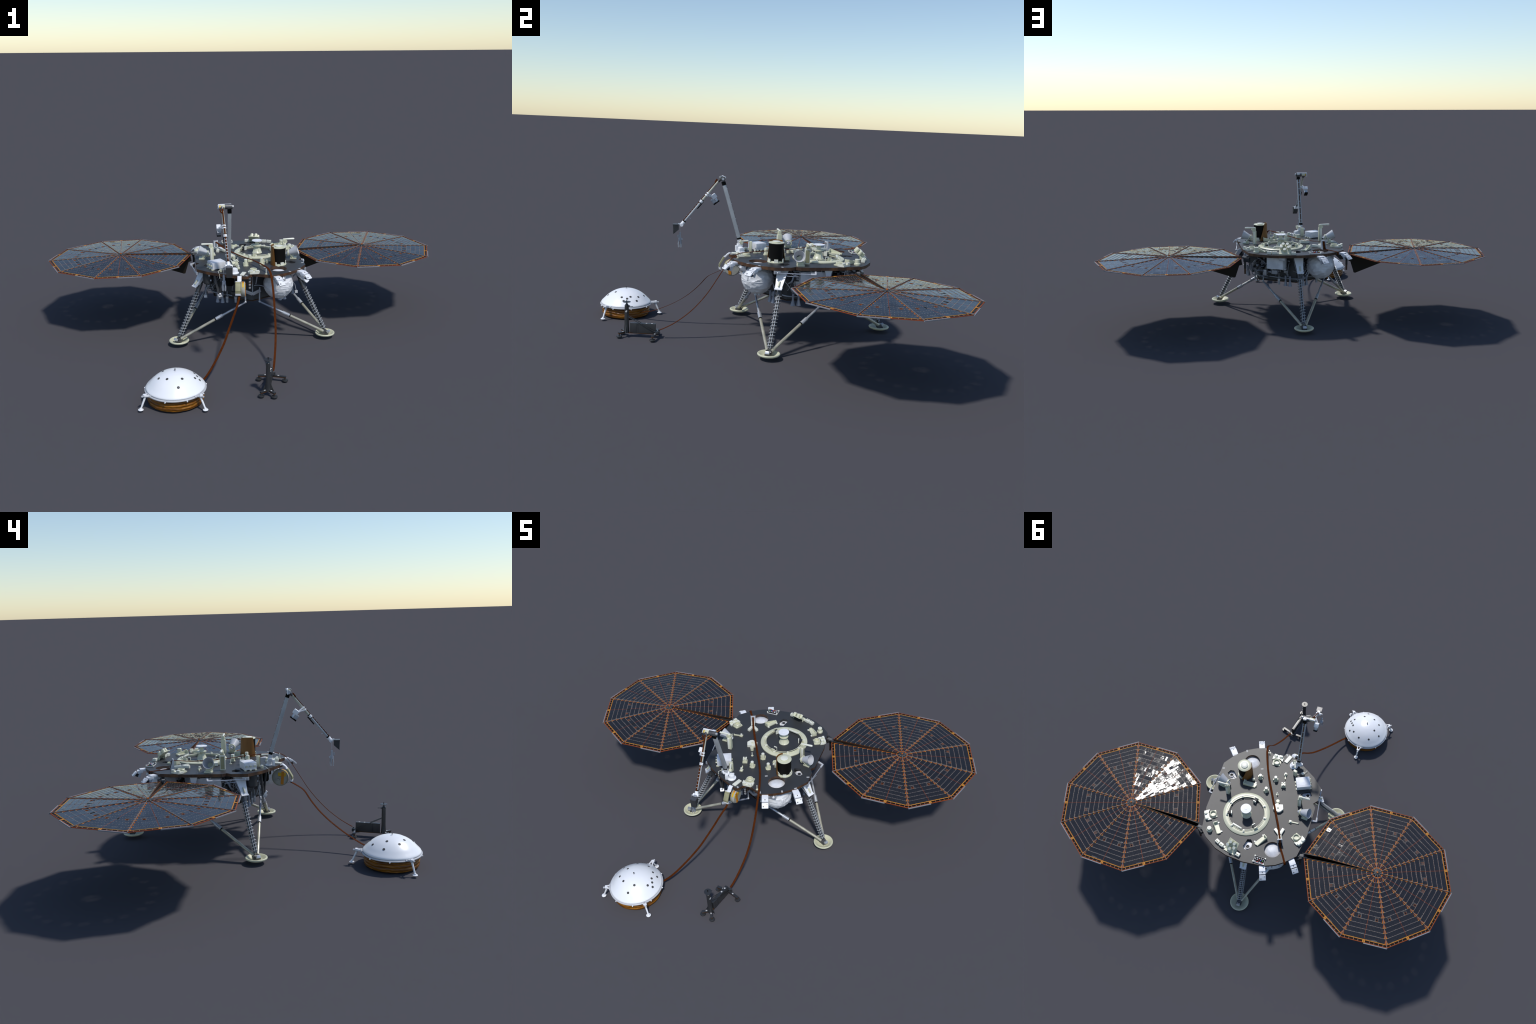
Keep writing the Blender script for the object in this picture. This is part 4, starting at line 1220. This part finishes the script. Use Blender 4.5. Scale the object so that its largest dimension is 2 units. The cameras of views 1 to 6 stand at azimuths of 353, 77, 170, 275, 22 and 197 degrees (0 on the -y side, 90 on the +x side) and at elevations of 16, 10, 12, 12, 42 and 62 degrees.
b.cyl(V((-0.128, -0.079, Z + 0.030)), V((-0.098, -0.077, Z + 0.030)), 0.0115, 'white', seg=20)
b.cyl(V((-0.136, -0.080, Z + 0.030)), V((-0.128, -0.079, Z + 0.030)), 0.0085, 'silver', seg=18)
b.bar(V((-0.112, -0.078, Z + 0.032)), SH + ud * 0.008, 0.018, 0.018, 'horn', up=nb_, bevel=0.002)
b.box(V((-0.108, -0.093, Z + 0.016)), (0.014, 0.012, 0.028), 'white', Rz(0.2), bevel=0.003)
b.cyl((-0.093, -0.070, Z + 0.040), (-0.093, -0.080, Z + 0.052), 0.0075, 'cream', seg=16)
b.lathe([(0, 0), (0.0042, 0), (0.0042, 0.040), (0, 0.041)], 'cream2', (-0.094, -0.078, Z + 0.050), (-0.016, 0.048, 0.002), 14)
b.box((-0.112, -0.026, Z + 0.024), (0.018, 0.012, 0.048), 'cream', Rz(-0.3), bevel=0.001)
b.box((-0.112, -0.031, Z + 0.024), (0.010, 0.004, 0.040), 'olive', Rz(-0.3))
b.cyl((-0.151, -0.044, Z), (-0.151, -0.044, Z + 0.012), 0.006, 'cream', seg=14)
b.box((-0.148, -0.042, Z + 0.010), (0.014, 0.012, 0.008), 'cream2', Rz(0.6), bevel=0.001)
b.tube([(-0.118, -0.03, Z + 0.006), (-0.150, -0.044, Z + 0.008), (-0.165, -0.062, Z + 0.008), (-0.160, -0.075, Z - 0.004), (-0.158, -0.074, Z - 0.025)], 0.0012, 'cream2', 6)
b.obj('shoulder_turret', arm)

# --------------------------------------------------------------------------
# domed seismometer
# --------------------------------------------------------------------------
SC = V((-0.381, -0.590, 0))
SEIS = empty('domed_seismometer', (SC.x, SC.y, 0), 'white domed ground instrument on three small legs', 'instrument')
prof = [(0.1165, 0.058), (0.1195, 0.061), (0.1195, 0.0645), (0.1165, 0.0690), (0.1070, 0.0785), (0.0950, 0.0905), (0.0810, 0.1020), (0.0680, 0.1105),
        (0.0550, 0.1170), (0.0440, 0.1212), (0.0340, 0.1242), (0.0200, 0.1268), (0.0100, 0.1276), (0, 0.1278)]
def smooth_profile(pr, n=4):
    q = spline([V((r, z, 0)) for r, z in pr], n)
    return [(max(0, p.x), p.y) for p in q]
b = B()
b.lathe(smooth_profile(prof), 'dome', SC, seg=96)
dome = b.obj('dome', SEIS, 60)
b = B()
b.lathe([(0.0990, 0.0520), (0.1225, 0.0520), (0.1245, 0.0535), (0.1245, 0.0565), (0.1225, 0.0580), (0.1150, 0.0580)], 'horn', SC, seg=96)
for k in range(9):
    a = radians(10 + 40 * k)
    b.cyl(SC + V((0.123 * cos(a), 0.123 * sin(a), 0.0525)), SC + V((0.128 * cos(a), 0.128 * sin(a), 0.0520)), 0.0028, 'white', seg=10)
b.obj('dome_rim', SEIS)
def dome_z(r):
    pts = sorted(prof[2:])
    for (r0, z0), (r1, z1) in zip(pts, pts[1:]):
        if r0 <= r <= r1:
            t = (r - r0) / (r1 - r0)
            return z0 + (z1 - z0) * t, atan2(z1 - z0, r1 - r0)
    return 0.06, 0
pb = B()
pb.lathe([(0.0056, 0), (0.0056, 0.0008), (0.0046, 0.0013), (0.0038, 0.0008), (0.0020, 0.0008), (0.0016, 0.0013), (0, 0.0013)],
         ['port', 'port', 'dark', 'dark', 'port', 'port'], seg=18)
pm = pb.mesh('dome_port')
for r, a in [(0.087, -83), (0.057, -62), (0.081, -16), (0.0975, -8), (0.087, 2), (0.079, 14), (0.100, 29), (0.085, 42), (0.089, 73),
             (0.087, 111), (0.091, 153), (0.055, 152), (0.069, -161), (0.056, -125)]:
    z, sl = dome_z(r)
    ar = radians(a)
    n = V((-sin(sl) * cos(ar), -sin(sl) * sin(ar), cos(sl)))
    place('dome_port', pm, dome, Matrix.Translation(SC + V((r * cos(ar), r * sin(ar), z))) @ frame(n).to_4x4())
b = B()
b.lathe([(0.0045, 0.1273), (0.003, 0.1285), (0.0012, 0.129), (0.0012, 0.1345), (0.0028, 0.135), (0.0028, 0.1375), (0, 0.138)], ['horn', 'horn', 'steel', 'dark', 'dark', 'dark'], SC, seg=14)
b.obj('lifting_stud', dome)
b = B()      # pleated gold skirt
rg = random.Random(5)
pr = []
nz = 40
seg = 144
rings = []
for j in range(nz + 1):
    z = 0.0035 + (0.0500 - 0.0035) * j / nz
    row = []
    for k in range(seg):
        a = 2 * pi * k / seg
        wob = 0.004 * mnoise.noise(V((cos(a) * 2.2, sin(a) * 2.2, 3))) + 0.002 * mnoise.noise(V((cos(a) * 7, sin(a) * 7, z * 40)))
        ph = (z + wob) * 2 * pi / 0.0125
        r = 0.1135 + 0.0011 * sin(ph) + 0.0016 * mnoise.noise(V((cos(a) * 9, sin(a) * 9, z * 160)))
        r -= 0.006 * max(0, 1 - (z - 0.0035) / 0.006) ** 2 + 0.014 * max(0, (z - 0.044) / 0.006) ** 2
        row.append(b.bm.verts.new(SC + V((r * cos(a), r * sin(a), z))))
    rings.append(row)
i = b.mi('gold')
for r0, r1 in zip(rings, rings[1:]):
    for k in range(seg):
        b.bm.faces.new((r0[k], r0[(k + 1) % seg], r1[(k + 1) % seg], r1[k])).material_index = i
b.bm.faces.new(rings[0][::-1]).material_index = i
b.obj('gold_skirt', SEIS, 60)
for fx, fy, tx, ty in [(-0.520, -0.666, -0.499, -0.654), (-0.268, -0.700, -0.287, -0.684), (-0.366, -0.427, -0.369, -0.450)]:
    F = V((fx, fy, 0)); Tp = V((tx, ty, 0.0625))
    d = V((Tp.x - SC.x, Tp.y - SC.y, 0)).normalized()
    s = V((-d.y, d.x, 0))
    R = Matrix((d, s, V((0, 0, 1)))).transposed()
    b = B()
    root = SC + d * 0.122 + V((0, 0, 0.0585))
    for k in (-1, 1):
        b.bar(root + s * 0.009 * k, Tp + d * 0.004 + s * 0.005 * k, 0.004, 0.007, 'white')
        b.cyl(root + s * 0.011 * k, root + s * 0.018 * k - V((0, 0, 0.002)), 0.0045, 'horn', seg=12)
    b.box(root + d * 0.001, (0.004, 0.026, 0.009), 'horn', R, bevel=0.001)
    b.box(Tp + d * 0.005, (0.009, 0.015, 0.008), 'white', R, bevel=0.001)
    b.box(Tp + d * 0.014 + V((0, 0, -0.002)), (0.010, 0.007, 0.005), 'horn', R, bevel=0.001)
    J = Tp + d * 0.002 - V((0, 0, 0.007))
    b.ball(J, 0.0062, 'horn', 14)
    E_ = F + V((0, 0, 0.009))
    b.cyl(J, E_, 0.0046, 'white', 0.0034, seg=14)
    b.lathe([(0, 0.0045), (0.0055, 0.0045), (0.0110, 0.0060), (0.0105, 0.0078), (0.006, 0.0095), (0.0045, 0.014), (0, 0.0145)], 'white', F, seg=24)
    b.cyl(F + V((0, 0, 0.0)), F + V((0, 0, 0.005)), 0.0005, 'horn', 0.002, seg=8)
    b.obj('dome_leg', SEIS)
b = B()
b.ribbon([(-0.077, -0.166, 0.284), (-0.082, -0.190, 0.272), (-0.096, -0.227, 0.249), (-0.118, -0.259, 0.206), (-0.140, -0.294, 0.166), (-0.161, -0.333, 0.131), (-0.186, -0.376, 0.100),
          (-0.212, -0.419, 0.074), (-0.240, -0.464, 0.051), (-0.262, -0.496, 0.039), (-0.285, -0.522, 0.032)], 0.0098, 0.0016, 'cable', side=(0.86, -0.5, 0))
b.obj('tether_cable', SEIS)

# --------------------------------------------------------------------------
# heat probe
# --------------------------------------------------------------------------
PROBE = empty('ground_probe', (0.01, -0.54, 0), 'small dark probe stand with upright tube and four feet', 'instrument')
TB = V((-0.005, -0.594, 0))            # upright tube foot
BE = V((0.028, -0.463, 0))             # far end of the box
d = (BE - TB).normalized(); s = V((-d.y, d.x, 0))
R = Matrix((d, s, V((0, 0, 1)))).transposed()
b = B()
b.lathe([(0, 0.016), (0.0125, 0.016), (0.0115, 0.030), (0.0098, 0.055), (0.0092, 0.141), (0.0075, 0.1425), (0.0035, 0.149), (0.0035, 0.153), (0, 0.153)], 'probe', TB, seg=24)
for k in (-1, 1):
    b.prism([(0, 0), (0.018, 0), (0.004, 0.034), (0, 0.034)], -0.001, 0.001, 'probe', rot=R @ Matrix(((0, 0, 1), (k, 0, 0), (0, 1, 0))), org=TB + d * 0.0 + s * 0.006 * k + V((0, 0, 0.017)))
tubep = b.obj('probe_tube', PROBE)
b = B()
b.lathe([(0, 0.1555), (0.0170, 0.1555), (0.0170, 0.1567), (0, 0.1567)], 'probe', TB, seg=32)
b.cyl(TB + V((0, 0, 0.15)), TB + V((0, 0, 0.1645)), 0.0016, 'black', seg=8)
b.box(TB + V((0, 0, 0.164)), (0.005, 0.002, 0.002), 'black')
b.obj('probe_cap', tubep)
b = B()
b.bar(TB + V((0, 0, 0.137)) + d * 0.008, TB + V((0, 0, 0.136)) + d * 0.028, 0.0022, 0.0022, 'probe')
b.box(TB + V((0, 0, 0.137)) + d * 0.010, (0.008, 0.008, 0.006), 'probe', R, bevel=0.001)
b.box(TB + V((0, 0, 0.115)) + s * -0.0095, (0.006, 0.0015, 0.009), 'mark', R @ Matrix.Rotation(0.6, 3, 'Y'))
for k in (-1, 1):
    b.bar(TB + d * 0.006 + s * 0.006 * k + V((0, 0, 0.090)), BE + d * 0.001 + s * 0.014 * k + V((0, 0, 0.026)), 0.0026, 0.0026, 'probe')
b.obj('probe_brace', PROBE)
b = B()
c = TB.lerp(BE, 0.54)
L = (BE - TB).length
b.box(c + V((0, 0, 0.0400)), (L * 0.84, 0.0145, 0.044), 'probe', R, bevel=0.001)
b.box(c + V((0, 0, 0.0400)) - d * 0.022, (0.003, 0.0165, 0.042), 'dark', R)
b.box(c + V((0, 0, 0.0400)) - d * 0.036, (0.018, 0.0165, 0.045), 'probe', R, bevel=0.001)
for k in (0.016, 0.040):
    b.lathe([(0, 0.0625), (0.004, 0.0625), (0.004, 0.0628), (0, 0.0628)], 'mark', c + d * k, seg=12)
b.box(TB.lerp(BE, 0.52) + V((0, 0, 0.0165)), (L * 0.95, 0.012, 0.004), 'probe_edge', R)
b.obj('probe_box', PROBE)
for fx, fy, root in [(0.083, -0.485, BE), (-0.026, -0.457, BE), (-0.036, -0.611, TB), (0.016, -0.626, TB)]:
    F = V((fx, fy, 0)); r0 = V((root.x, root.y, 0.0215))
    e = V((fx, fy, 0.0215))
    dd = (e - r0).normalized()
    b = B()
    b.bar(r0 - dd * 0.004, e + dd * 0.004, 0.0115, 0.0045, 'probe', bevel=0.0008)
    b.bar(r0 - dd * 0.002 - V((0, 0, 0.0035)), e + dd * 0.0035 - V((0, 0, 0.0035)), 0.0105, 0.0030, 'probe_edge')
    b.cyl(F + V((0, 0, 0.008)), F + V((0, 0, 0.020)), 0.0030, 'dark', seg=10)
    b.lathe([(0, 0.0020), (0.012, 0.0020), (0.0132, 0.0045), (0.0125, 0.0080), (0.006, 0.0088), (0, 0.0088)], 'probe', F, seg=28)
    b.box(r0.lerp(e, 0.5) + V((0, 0, 0.0026)), (0.007, 0.005, 0.0008), 'mark', Rz(atan2(dd.y, dd.x)))
    b.obj('probe_foot', PROBE)
b = B()
b.box(BE + d * 0.006 + V((0, 0, 0.024)), (0.012, 0.022, 0.010), 'probe', R, bevel=0.001)
for k in (-1, 1):
    b.cyl(BE + d * 0.008 + s * 0.012 * k + V((0, 0, 0.018)), BE + d * 0.008 + s * 0.012 * k + V((0, 0, 0.032)), 0.004, 'dark', seg=12)
b.obj('probe_bracket', PROBE)
b = B()
b.ribbon([(-0.1985, 0.447, 0.3650), (-0.180, 0.415, 0.3655), (-0.160, 0.384, 0.3660), (-0.151, 0.368, 0.368), (-0.149, 0.362, 0.385), (-0.148, 0.359, 0.402), (-0.144, 0.348, 0.4025),
          (-0.118, 0.286, 0.393), (-0.088, 0.226, 0.388), (-0.057, 0.165, 0.386), (-0.025, 0.102, 0.387), (0.007, 0.040, 0.390),
          (0.034, -0.021, 0.391), (0.055, -0.078, 0.391), (0.065, -0.110, 0.388), (0.0725, -0.142, 0.370), (0.0755, -0.175, 0.327), (0.0765, -0.207, 0.276), (0.0750, -0.247, 0.213),
          (0.0715, -0.292, 0.157), (0.064, -0.337, 0.112), (0.053, -0.388, 0.072), (0.043, -0.430, 0.047), (0.036, -0.452, 0.036)], 0.0095, 0.0014, 'cable', side=(1, 0, 0))
b.ribbon([(-0.1985, 0.447, 0.3650), (-0.2005, 0.4505, 0.3600), (-0.2005, 0.4505, 0.350)], 0.0125, 0.0014, 'cable', side=(1, 0.9, 0), n=3)
b.obj('probe_cable', PROBE)
